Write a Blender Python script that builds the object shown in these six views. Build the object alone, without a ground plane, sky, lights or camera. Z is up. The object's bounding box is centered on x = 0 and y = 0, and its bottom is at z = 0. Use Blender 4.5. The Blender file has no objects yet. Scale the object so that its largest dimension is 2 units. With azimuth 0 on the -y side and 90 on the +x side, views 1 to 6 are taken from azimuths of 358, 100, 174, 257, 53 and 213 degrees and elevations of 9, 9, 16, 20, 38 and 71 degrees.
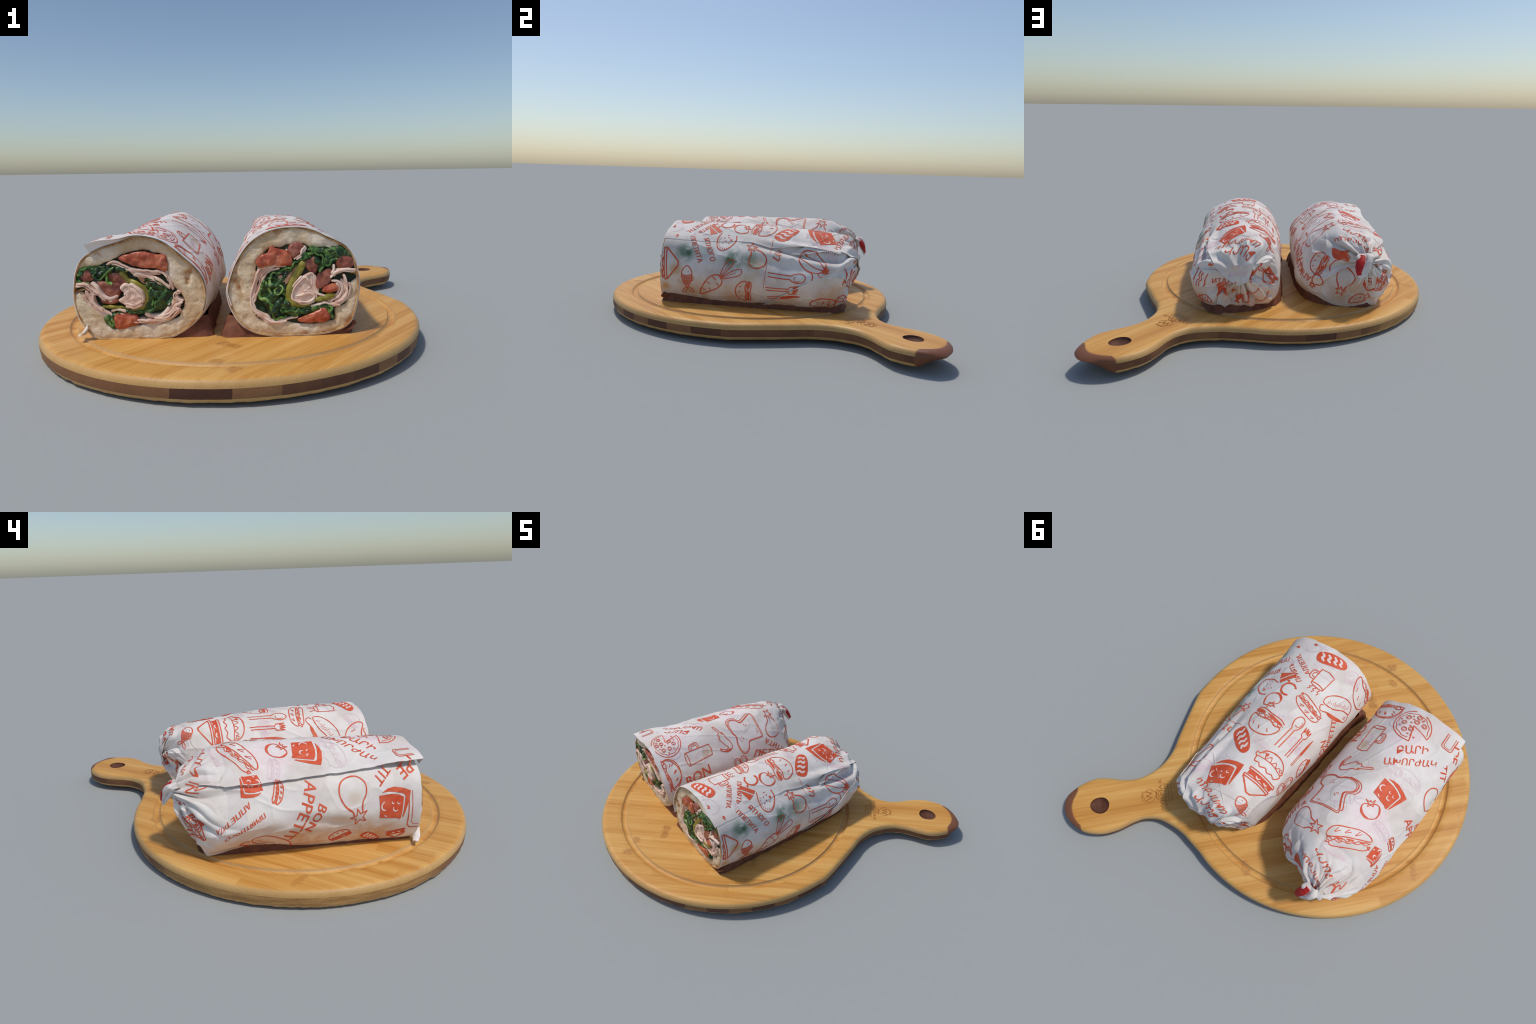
"""Two halves of a paper-wrapped chicken and vegetable roll on a round bamboo serving board."""
import math
import numpy as np

# ------------------------------------------------------------------ numeric helpers
def smooth(a, b, x):
    t = np.clip((np.asarray(x, float) - a) / (b - a), 0, 1)
    return t * t * (3 - 2 * t)


def lerp(a, b, t):
    return a + (b - a) * t


def hash3(ix, iy, iz, seed):
    h = (ix * 374761393 + iy * 668265263 + iz * 2147483647 + seed * 974634777) & 0xFFFFFFFF
    h = ((h ^ (h >> 13)) * 1274126177) & 0xFFFFFFFF
    return ((h ^ (h >> 16)) & 0xFFFF) / 32767.5 - 1.0


def noise(x, y, z, seed=0):
    """smooth value noise, -1..1, on numpy arrays"""
    x, y, z = np.broadcast_arrays(*(np.asarray(v, float) for v in (x, y, z)))
    ix, iy, iz = (np.floor(v).astype(np.int64) for v in (x, y, z))
    fx, fy, fz = x - ix, y - iy, z - iz
    fx, fy, fz = (f * f * f * (f * (f * 6 - 15) + 10) for f in (fx, fy, fz))
    out = 0
    for dx in (0, 1):
        for dy in (0, 1):
            for dz in (0, 1):
                wgt = (fx if dx else 1 - fx) * (fy if dy else 1 - fy) * (fz if dz else 1 - fz)
                out = out + wgt * hash3(ix + dx, iy + dy, iz + dz, seed)
    return out


def fbm(x, y, z, seed=0, octaves=3):
    out, a = 0, 1.0
    for k in range(octaves):
        out = out + a * noise(x * 2**k, y * 2**k, z * 2**k, seed + k)
        a *= 0.5
    return out


def ridged(x, y, z, seed=0, power=4):
    return (1 - np.abs(noise(x, y, z, seed))) ** power


def spline(pts, n, closed=False):
    """Catmull-Rom through control points, n samples, evenly spaced by length"""
    p = np.asarray(pts, float)
    k = len(p)
    if closed:
        q = np.vstack([p[-1:], p, p[:2]])
        segs = k
    else:
        q = np.vstack([2 * p[:1] - p[1:2], p, 2 * p[-1:] - p[-2:-1]])
        segs = k - 1
    out = []
    t = np.linspace(0, 1, 24, endpoint=False)[:, None]
    for i in range(segs):
        a, b, c, d = q[i : i + 4]
        out.append(0.5 * (2 * b + (c - a) * t + (2 * a - 5 * b + 4 * c - d) * t**2 + (3 * b - a - 3 * c + d) * t**3))
    out.append(q[1 + segs][None])
    out = np.vstack(out)
    s = np.r_[0, np.cumsum(np.linalg.norm(np.diff(out, axis=0), axis=1))]
    at = np.linspace(0, s[-1], n, endpoint=not closed)
    return np.stack([np.interp(at, s, out[:, j]) for j in range(out.shape[1])], 1)


# ------------------------------------------------------------------ the wrapped rolls
# Each roll lies along +y, its cut face at the front. A surface point is given by theta, the angle
# clockwise from straight up as seen from the front-top, and tau: 0..1 along the side, 1..2 over the closed end.
NTH = 720
THETA = np.linspace(-math.pi, math.pi, NTH, endpoint=False)


def profile(points, centre):
    """radius about the centre at each THETA, from outline control points (x, z)"""
    c = spline(points, 1200, True) - np.asarray(centre)
    th, r = np.arctan2(c[:, 0], c[:, 1]), np.hypot(c[:, 0], c[:, 1])
    o = np.argsort(th)
    th, r = th[o], r[o]
    return np.interp(THETA, np.r_[th - 2 * math.pi, th, th + 2 * math.pi], np.r_[r, r, r])


FACE_RIGHT = [(-.113, .297), (-.093, .358), (-.071, .41), (-.031, .471), (.021, .513), (.086, .538), (.172, .545), (.237, .533),
              (.302, .503), (.364, .472), (.404, .427), (.422, .365), (.43, .311), (.422, .244), (.407, .18), (.385, .145),
              (.341, .122), (.261, .106), (.171, .103), (.074, .105), (.003, .12), (-.058, .156), (-.092, .206), (-.109, .256)]
FACE_LEFT = [(-.727, .29), (-.716, .369), (-.696, .417), (-.66, .451), (-.598, .48), (-.53, .5), (-.482, .516), (-.439, .518),
             (-.376, .504), (-.326, .474), (-.276, .431), (-.23, .389), (-.201, .34), (-.19, .282), (-.195, .232), (-.219, .187),
             (-.268, .147), (-.326, .117), (-.393, .106), (-.498, .105), (-.62, .109), (-.666, .13), (-.706, .18), (-.723, .232)]


# the left-hand cut lies a little further back
FACE_LEFT = [(-.075 + (x + .075) * 1.0105, .763 + (z - .763) * 1.0105) for x, z in FACE_LEFT]


class Roll:
    def __init__(self, side):
        self.side = side
        right = side == "right"
        self.y0 = -.550 if right else -.523
        self.lean = .055 if right else .012
        self.skew = 0 if right else -.050
        if right:
            self.centre = [(-.55, .155, .32), (-.15, .157, .32), (.25, .168, .31), (.45, .19, .30)]
            outlines = [
                FACE_RIGHT,
                [(.05, .106), (.2, .104), (.33, .106), (.40, .125), (.445, .175), (.464, .235), (.462, .285), (.447, .335), (.428, .385), (.398, .425), (.358, .456), (.30, .500),
                 (.24, .536), (.17, .547), (.10, .537), (.045, .511), (.002, .473), (-.046, .412), (-.078, .35), (-.088, .295), (-.074, .22), (-.038, .15), (.005, .118)],
                [(.06, .106), (.2, .104), (.33, .106), (.40, .125), (.445, .17), (.466, .23), (.464, .285), (.44, .335), (.40, .385), (.36, .425), (.315, .460), (.26, .496),
                 (.20, .516), (.13, .522), (.070, .502), (.024, .462), (-.014, .405), (-.036, .33), (-.042, .26), (-.036, .20), (-.014, .145), (.025, .118)],
                [(.07, .112), (.2, .108), (.33, .112), (.40, .135), (.437, .19), (.450, .25), (.447, .31), (.425, .355), (.38, .40), (.335, .432), (.28, .460), (.22, .492),
                 (.16, .508), (.10, .508), (.053, .488), (.028, .434), (.008, .37), (-.006, .30), (-.014, .23), (.0, .165), (.035, .13)],
            ]
        else:
            self.centre = [(-.54, -.455, .30), (-.1, -.436, .31), (.25, -.425, .31), (.42, -.425, .31)]
            outlines = [
                FACE_LEFT,
                [(-.585, .104), (-.45, .104), (-.29, .106), (-.20, .135), (-.158, .19), (-.150, .26), (-.165, .33), (-.195, .39), (-.235, .44), (-.30, .50), (-.37, .535), (-.44, .538),
                 (-.51, .512), (-.57, .478), (-.63, .445), (-.68, .405), (-.706, .34), (-.710, .27), (-.680, .192), (-.628, .128)],
                [(-.55, .104), (-.44, .104), (-.29, .106), (-.19, .135), (-.140, .19), (-.129, .25), (-.143, .32), (-.173, .395), (-.216, .455), (-.30, .527), (-.37, .548), (-.44, .533),
                 (-.50, .508), (-.55, .48), (-.60, .435), (-.640, .385), (-.684, .32), (-.690, .265), (-.642, .182), (-.560, .125)],
                [(-.56, .108), (-.45, .106), (-.32, .112), (-.23, .15), (-.18, .20), (-.168, .26), (-.18, .33), (-.205, .40), (-.25, .46), (-.30, .51), (-.36, .534), (-.43, .520),
                 (-.49, .492), (-.54, .458), (-.58, .41), (-.618, .36), (-.645, .30), (-.654, .235), (-.620, .17), (-.565, .122)],
            ]
        self.ys = np.array([c[0] for c in self.centre])
        self.cs = np.array([c[1:] for c in self.centre])
        self.rs = np.array([profile(o, c[1:]) for o, c in zip(outlines, self.centre)])
        k = np.exp(-0.5 * (np.arange(-8, 9) / 2.5) ** 2)
        k /= k.sum()
        self.rs = np.array([np.convolve(np.r_[r[-8:], r, r[:8]], k, "valid") for r in self.rs])
        self.pinch = np.array([.20, .540, .330]) if right else np.array([-.468, .544, .385])
        self._tables()

    # -- basic shape
    def rim(self, th):
        if self.side == "right":
            return .430 - .008 * np.cos(th) + .028 * np.sin(th) - .065 * np.exp(-((th - 2.05) / .5) ** 2) - .022 * np.exp(-((np.abs(th) - 2.6) / .4) ** 2)
        return .375 - .045 * np.cos(th) + .03 * np.cos(2 * th) - .014 * np.maximum(np.sin(th), 0)

    def power(self, th):
        if self.side == "right":
            return 2.2 + .25 * np.cos(th) + .35 * np.sin(th)
        return 1.2 + .1 * np.cos(th) + .25 * np.abs(np.sin(th))

    def centre_at(self, y):
        return np.stack([np.interp(y, self.ys, self.cs[:, j]) for j in (0, 1)], -1)

    def radius_at(self, th, y):
        f = np.clip(np.interp(y, self.ys, np.arange(len(self.ys))), 0, len(self.ys) - 1.0001)
        i = f.astype(int)
        t = f - i
        t = t * t * (3 - 2 * t)
        a = (th + math.pi) / (2 * math.pi) * NTH % NTH
        j = a.astype(int) % NTH
        u = a - np.floor(a)
        g = lambda row: self.rs[row, j] * (1 - u) + self.rs[row, (j + 1) % NTH] * u
        return g(i) * (1 - t) + g(i + 1) * t

    def base(self, th, tau):
        th, tau = np.broadcast_arrays(np.asarray(th, float), np.asarray(tau, float))
        yr = self.rim(th)
        y = self.y0 + np.minimum(tau, 1) * (yr - self.y0)
        s = np.clip(tau - 1, 0, 1)
        c, r = self.centre_at(y), self.radius_at(th, y)
        q = c + np.stack([r * np.sin(th), r * np.cos(th)], -1)
        n = self.power(th)
        rho, hgt = np.cos(s * math.pi / 2) ** (2 / n), np.sin(s * math.pi / 2) ** (2 / n)
        # the centre slides from the axis to the gathering point while the ring shrinks
        px, py, pz = self.pinch
        mid = c + (np.array([px, pz]) - c) * smooth(0, 1, s)[..., None]
        xz = mid + (q - c) * rho[..., None]
        # the underside settles onto the slightly tilted board
        drop = np.maximum(0, .1045 - (.0992 + .0100 * xz[..., 0]))
        z = xz[..., 1] - drop * (1 - smooth(.105, .19, xz[..., 1]))
        # the cut is not quite square: its foot stands forward
        slope = (self.lean * (z - .32) + self.skew * (xz[..., 0] + .44)) * np.clip(1 - tau / .35, 0, 1)
        return np.stack([xz[..., 0], y + (py - yr) * hgt + slope, z], -1)

    # -- wrinkles, as an offset along the outward normal
    def relief(self, th, tau, p):
        sgn = 11 if self.side == "right" else 37
        x, y, z = p[..., 0], p[..., 1], p[..., 2]
        s = np.clip(tau - 1, 0, 1)
        front = smooth(0, .12, tau)
        bottom = smooth(2.2, 2.75, np.abs(th))
        d = .004 * fbm(x * 5, y * 2.2, z * 5, sgn, 2)
        d += .0055 * (ridged(x * 6 + y * 1.5, y * 3.0, z * 6, sgn + 3, 5) - .25) * smooth(.1, .9, tau)
        d += .0034 * (ridged(x * 13 - y * 5, y * 6, z * 13 + y * 3, sgn + 5, 6) - .2)
        # long folds squeezed along the side of the right-hand roll
        if self.side == "right":
            side = np.exp(-((th - 1.15) / .33) ** 2) * smooth(.42, .62, tau) * (1 - s)
            d += side * (.012 * np.sin(16 * th + 2.2 * np.sin(5 * tau) + 1.0) * smooth(.45, .7, tau))
            band = np.exp(-((th - 1.55) / .10) ** 2) * smooth(.70, .92, tau)
            d += .008 * band * (1 - smooth(.15, .6, s))
        else:
            # a diagonal dent on the outer flank
            u = (th + 1.75) - .55 * (tau - .55)
            d += -.010 * np.exp(-(u / .10) ** 2) * np.exp(-((tau - .52) / .16) ** 2)
            d += .006 * np.exp(-((u - .2) / .10) ** 2) * np.exp(-((tau - .5) / .18) ** 2)
        # pleats that run over the rim towards the gathering point
        warp = th + .35 * noise(np.sin(th) * 2, np.cos(th) * 2, s * 1.5, sgn + 9)
        if self.side == "right":
            k = .55 * np.abs(np.sin(3.5 * warp + .4)) + .45 * np.abs(np.sin(6.0 * warp + 1.1)) - .5
            d += .030 * (k - .10) * smooth(.10, .55, s) * (1 - smooth(.85, 1.0, s))
            saw = (6.5 * warp / (2 * math.pi) + .45 * noise(x * 5, z * 5, y * 3, 81)) % 1.0
            d += .024 * (np.minimum(saw, (1 - saw) * 7) - .42) * smooth(.12, .5, s) * (1 - smooth(.8, 1.0, s))
            d += .013 * (ridged(x * 9, y * 4, z * 9, sgn + 13, 3) - .35) * smooth(.05, .35, s)
            # hollow under the folded-over tongue, and another where the inner side is tucked in
            for hx, hz, w, a in ((.30, .215, .040, .030), (.03, .30, .050, .040), (.235, .205, .045, .024)):
                d -= a * np.exp(-(((x - hx) ** 2 + (z - hz) ** 2) / w**2)) * smooth(.12, .5, s)
        else:
            k = .5 * np.abs(np.sin(4.5 * warp)) + .5 * np.abs(np.sin(8.0 * warp + .7)) - .5
            upper = .55 + .45 * np.cos(th + .9)
            d += .037 * (k - .1) * upper * smooth(-.0, .45, s) * (1 - smooth(.9, 1.0, s))
            d += .012 * k * upper * smooth(.82, 1.0, tau) * (1 - smooth(0, .25, s))
            saw = (9 * warp / (2 * math.pi) + .4 * noise(x * 5, z * 5, y * 3, 83)) % 1.0
            d += .026 * (np.minimum(saw, (1 - saw) * 7) - .42) * smooth(.05, .5, s) * (1 - smooth(.85, 1.0, s))
            d += .013 * (ridged(x * 9, y * 5, z * 9, sgn + 13, 3) - .35) * smooth(.0, .35, s)
            d -= .042 * np.exp(-(((x + .355) ** 2 + (z - .345) ** 2) / .075**2)) * smooth(.15, .5, s)
        return d * front * (1 - .75 * bottom * (1 - smooth(0, .3, s)))

    # -- the outer layer of paper: edges in theta, and height above the inner layer
    def flap_edges(self, tau):
        s = np.clip(tau - 1, 0, 1)
        if self.side == "right":
            edge = np.interp(tau, [-.05, .1, .3, .5, .62, .8, .93, 1.0, 1.15, 1.35, 1.6], [1.00, .99, .97, .93, 1.02, .96, .97, 1.02, .98, .62, .30])
            far = np.interp(tau, [-.05, .8, .95, 1.05, 1.2, 1.4, 1.6], [-1.9, -1.9, -1.2, -.55, -.50, -.30, .10])
        else:
            edge = np.interp(tau, [-.05, .1, .3, .5, .7, .85, .95, 1.05, 1.2, 1.4, 1.6], [-.90, -.925, -.955, -.985, -1.00, -1.01, -1.0, -.97, -.93, -.86, -.80])
            far = np.full_like(np.asarray(tau, float), 1.9)
        return edge, far

    def flap_height(self, th, tau):
        edge, far = self.flap_edges(tau)
        s = np.clip(tau - 1, 0, 1)
        dist = (edge - th) if self.side == "right" else (th - edge)
        reach = np.abs(far - th)
        h = .0045 + 0 * dist
        if self.side == "right":
            lift = np.interp(tau, [0, .3, .48, .6, .75, .9, 1.0, 1.2, 1.5], [.000, .000, .002, .004, .011, .012, .008, .010, .012])
            h = h - .0028 * (1 - smooth(.45, .62, tau)) + lift * np.exp(-np.maximum(dist, 0) / .16)
            h = h - .010 * (1 - smooth(0, .5, reach)) * (1 - smooth(.85, 1.05, tau))
            h = h - .020 * smooth(1.02, 1.14, tau)
        else:
            lift = np.interp(tau, [-.05, .0, .12, .24, .4, .6, .8, .95, 1.1], [.032, .032, .030, .014, .011, .011, .015, .014, .008])
            wide = np.interp(tau, [0, .12, .3], [.42, .42, .17])
            h = h + lift * np.exp(-(np.maximum(dist, 0) / wide) ** 1.6)
            h = h - .010 * (1 - smooth(0, .5, reach))
            h = h - .016 * smooth(.93 + .45 * np.exp(-np.maximum(dist, 0) / .12), 1.01 + .50 * np.exp(-np.maximum(dist, 0) / .12), tau)
        return h

    def on_flap(self, th, tau):
        edge, far = self.flap_edges(tau)
        inside = (th < edge) & (th > far) if self.side == "right" else (th > edge) & (th < far)
        return inside & (tau < (1.16 if self.side == "right" else 1.3))

    def normal(self, th, tau):
        e = 2e-3
        a = self.base(th + e, tau) - self.base(th - e, tau)
        tt = np.minimum(tau, 1.985)
        b = self.base(th, tt + e) - self.base(th, tt - e)
        n = np.cross(a, b)
        n /= np.linalg.norm(n, axis=-1, keepdims=True) + 1e-12
        return n

    def surface(self, th, tau, extra=0.0):
        th, tau = np.broadcast_arrays(np.asarray(th, float), np.asarray(tau, float))
        p = self.base(th, tau)
        n = self.normal(th, tau)
        return p + n * (self.relief(th, tau, p) + extra)[..., None]

    # -- unrolled paper coordinates: w across (metres, 0 on top), l along (metres, 0 at the cut face)
    def _tables(self):
        self.tab_tau = np.linspace(0, 1, 41)
        th = np.linspace(-math.pi, math.pi, 721)
        self.tab_th = th
        rows, lens = [], []
        for t in self.tab_tau:
            p = self.base(th, np.full_like(th, t))[:, [0, 2]]
            s = np.r_[0, np.cumsum(np.linalg.norm(np.diff(p, axis=0), axis=1))]
            rows.append(s - s[360])
        self.tab_w = np.array(rows)
        sl = np.linspace(1, 2, 60)
        self.body_len = float(.42 - self.y0)
        cap = self.base(np.zeros(60) + 1.2, sl)
        self.cap_len = float(np.linalg.norm(np.diff(cap, axis=0), axis=1).sum())

    def to_sheet(self, th, tau):
        th, tau = np.broadcast_arrays(np.asarray(th, float), np.asarray(tau, float))
        l = np.where(tau <= 1, tau * self.body_len, self.body_len + (tau - 1) * self.cap_len)
        f = np.clip(tau, 0, 1) * 40
        i = np.minimum(f.astype(int), 39)
        t = f - i
        w = np.array([lerp(np.interp(a, self.tab_th, self.tab_w[k]), np.interp(a, self.tab_th, self.tab_w[k + 1]), u)
                      for a, k, u in zip(th.ravel(), i.ravel(), t.ravel())]).reshape(th.shape)
        return w, l

    def from_sheet(self, w, l):
        w, l = np.asarray(w, float), np.asarray(l, float)
        tau = np.where(l <= self.body_len, l / self.body_len, 1 + (l - self.body_len) / self.cap_len)
        tau = np.clip(tau, 0, 1.97)
        f = np.clip(tau, 0, 1) * 40
        i = np.minimum(f.astype(int), 39)
        th = np.empty_like(w)
        for k in np.unique(i):
            m = i == k
            u = f[m] - k
            th[m] = lerp(np.interp(w[m], self.tab_w[k], self.tab_th), np.interp(w[m], self.tab_w[k + 1], self.tab_th), u)
        return th, tau


ROLLS = {"right": Roll("right"), "left": Roll("left")}

# ------------------------------------------------------------------ blender helpers
import bpy
from mathutils import Vector, geometry

SCENE = bpy.context.scene.collection


def link(obj, parent=None):
    SCENE.objects.link(obj)
    if parent is not None:
        obj.parent = parent
    return obj


def empty(name, label, category, at=(0, 0, 0)):
    o = link(bpy.data.objects.new(name, None))
    o.location = at
    o["label"], o["category"] = label, category
    o.empty_display_size = .1
    return o


def mesh_object(name, verts, faces, material, parent=None, smooth_angle=None):
    """verts in world space; the object keeps the origin of its parent's chain at the world origin"""
    me = bpy.data.meshes.new(name)
    me.from_pydata(np.asarray(verts, float).tolist(), [], [list(map(int, f)) for f in faces])
    me.materials.append(material)
    me.update()
    me.shade_smooth()
    if smooth_angle:
        me.set_sharp_from_angle(angle=math.radians(smooth_angle))
    return link(bpy.data.objects.new(name, me), parent)


def grid_faces(rows, cols, closed=False, flip=False, start=0):
    i = np.arange(rows - 1)[:, None]
    j = np.arange(cols if closed else cols - 1)[None, :]
    a, b = i * cols + j, i * cols + (j + 1) % cols
    f = np.stack([a, b, b + cols, a + cols], -1).reshape(-1, 4) + start
    return f[:, ::-1] if flip else f


def triangulate(outline, inner=(), spacing=None, holes=()):
    """constrained Delaunay fill of a polygon with optional interior points; returns (xy, faces)"""
    outline = np.asarray(outline, float)
    pts, edges = [tuple(p) for p in outline], [(i, (i + 1) % len(outline)) for i in range(len(outline))]
    if spacing:
        lo, hi = outline.min(0), outline.max(0)
        gx, gy = np.meshgrid(np.arange(lo[0], hi[0], spacing), np.arange(lo[1], hi[1], spacing * .866))
        gx = gx + (np.arange(gx.shape[0]) % 2)[:, None] * spacing / 2
        cand = np.stack([gx.ravel(), gy.ravel()], 1)
        keep = inside(cand, outline) & (edge_distance(cand, outline) > spacing * .45)
        inner = list(inner) + [tuple(p) for p in cand[keep]]
    pts += [tuple(p) for p in inner]
    v, _, f, _, _, _ = geometry.delaunay_2d_cdt([Vector(p) for p in pts], edges, [], 1, 1e-7)
    return np.array([tuple(p) for p in v]), [list(t) for t in f]


def inside(p, poly):
    a, b = poly, np.roll(poly, -1, 0)
    out = np.zeros(len(p), bool)
    for (x1, y1), (x2, y2) in zip(a, b):
        if y1 != y2:
            hit = ((y1 > p[:, 1]) != (y2 > p[:, 1])) & (p[:, 0] < (x2 - x1) * (p[:, 1] - y1) / (y2 - y1) + x1)
            out ^= hit
    return out


def edge_distance(p, poly):
    d = np.full(len(p), 1e9)
    for a, b in zip(poly, np.roll(poly, -1, 0)):
        ab = b - a
        t = np.clip(((p - a) @ ab) / max(ab @ ab, 1e-12), 0, 1)
        d = np.minimum(d, np.linalg.norm(p - a - t[:, None] * ab, axis=1))
    return d


# ------------------------------------------------------------------ materials
def srgb(r, g, b):
    f = lambda c: c / 255 / 12.92 if c / 255 <= .04045 else ((c / 255 + .055) / 1.055) ** 2.4
    return (f(r), f(g), f(b), 1)


class Shade:
    """a thin wrapper to write node trees compactly"""

    def __init__(self, name, roughness=.6, specular=.3):
        self.m = bpy.data.materials.new(name)
        self.m.use_nodes = True
        self.t = self.m.node_tree
        self.bsdf = self.t.nodes["Principled BSDF"]
        self.bsdf.inputs["Roughness"].default_value = roughness
        self.bsdf.inputs["Specular IOR Level"].default_value = specular
        self.coord = self.node("ShaderNodeTexCoord").outputs["Object"]

    def node(self, kind, **kw):
        n = self.t.nodes.new(kind)
        for k, v in kw.items():
            setattr(n, k, v)
        return n

    def put(self, sock, v):
        if isinstance(v, bpy.types.NodeSocket):
            self.t.links.new(v, sock)
        elif v is not None:
            if sock.type == "RGBA" and not hasattr(v, "__len__"):
                v = (v, v, v, 1)
            sock.default_value = v

    def math(self, op, a, b=None, c=None, clamp=False):
        n = self.node("ShaderNodeMath", operation=op, use_clamp=clamp)
        for s, v in zip(n.inputs, (a, b, c)):
            self.put(s, v)
        return n.outputs[0]

    def add(self, *a):
        r = a[0]
        for b in a[1:]:
            r = self.math("ADD", r, b)
        return r

    def mul(self, *a):
        r = a[0]
        for b in a[1:]:
            r = self.math("MULTIPLY", r, b)
        return r

    def sub(self, a, b):
        return self.math("SUBTRACT", a, b)

    def step(self, a, b, x, soft=True):
        n = self.node("ShaderNodeMapRange", interpolation_type="SMOOTHSTEP" if soft else "LINEAR")
        for s, v in zip(("Value", "From Min", "From Max"), (x, a, b)):
            self.put(n.inputs[s], v)
        return n.outputs[0]

    def mix(self, fac, a, b, mode="MIX"):
        n = self.node("ShaderNodeMix", data_type="RGBA", blend_type=mode)
        self.put(n.inputs[0], fac)
        self.put(n.inputs[6], a)
        self.put(n.inputs[7], b)
        return n.outputs[2]

    def mapped(self, scale=(1, 1, 1), rot=(0, 0, 0), loc=(0, 0, 0), vec=None):
        n = self.node("ShaderNodeMapping")
        self.put(n.inputs["Vector"], vec or self.coord)
        n.inputs["Scale"].default_value, n.inputs["Rotation"].default_value, n.inputs["Location"].default_value = scale, rot, loc
        return n.outputs[0]

    def noise(self, scale, vec=None, detail=3, rough=.55, distort=0):
        n = self.node("ShaderNodeTexNoise")
        self.put(n.inputs["Vector"], vec or self.coord)
        n.inputs["Scale"].default_value, n.inputs["Detail"].default_value = scale, detail
        n.inputs["Roughness"].default_value, n.inputs["Distortion"].default_value = rough, distort
        return n.outputs["Fac"]

    def voronoi(self, scale, vec=None, feature="F1", out="Distance"):
        n = self.node("ShaderNodeTexVoronoi", feature=feature)
        self.put(n.inputs["Vector"], vec or self.coord)
        n.inputs["Scale"].default_value = scale
        return n.outputs[out]

    def white(self, w):
        n = self.node("ShaderNodeTexWhiteNoise", noise_dimensions="1D")
        self.put(n.inputs["W"], w)
        return n.outputs["Value"]

    def xyz(self, vec=None):
        n = self.node("ShaderNodeSeparateXYZ")
        self.put(n.inputs[0], vec or self.coord)
        return n.outputs

    def spot(self, centre, radius, soft=.6):
        """1 inside a ball, fading to 0 at its rim"""
        n = self.node("ShaderNodeVectorMath", operation="DISTANCE")
        self.put(n.inputs[0], self.coord)
        n.inputs[1].default_value = centre
        return self.step(radius, radius * soft, n.outputs["Value"])

    def ramp(self, fac, *stops):
        n = self.node("ShaderNodeValToRGB")
        e = n.color_ramp.elements
        while len(e) < len(stops):
            e.new(.5)
        for el, (pos, col) in zip(e, stops):
            el.position, el.color = pos, col
        self.put(n.inputs[0], fac)
        return n.outputs[0]

    def finish(self, colour, bump=None, strength=.3, distance=.002):
        self.put(self.bsdf.inputs["Base Color"], colour)
        if bump is not None:
            n = self.node("ShaderNodeBump")
            n.inputs["Strength"].default_value, n.inputs["Distance"].default_value = strength, distance
            self.put(n.inputs["Height"], bump)
            self.t.links.new(n.outputs[0], self.bsdf.inputs["Normal"])
        return self.m


GRAIN = math.atan2(.74, .70)


def scorch(s, col, u, v):
    """the end of the handle is dark and smooth, as if dipped"""
    edge = s.add(u, s.mul(s.sub(s.noise(14), .5), .012), s.math("MINIMUM", s.mul(v, v, 4.0), .040))
    return s.mix(s.step(SCORCH, SCORCH + .012, edge), col, s.mix(s.noise(12), srgb(138, 88, 60), srgb(106, 64, 44)))


SCORCH = 1.284


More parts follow.
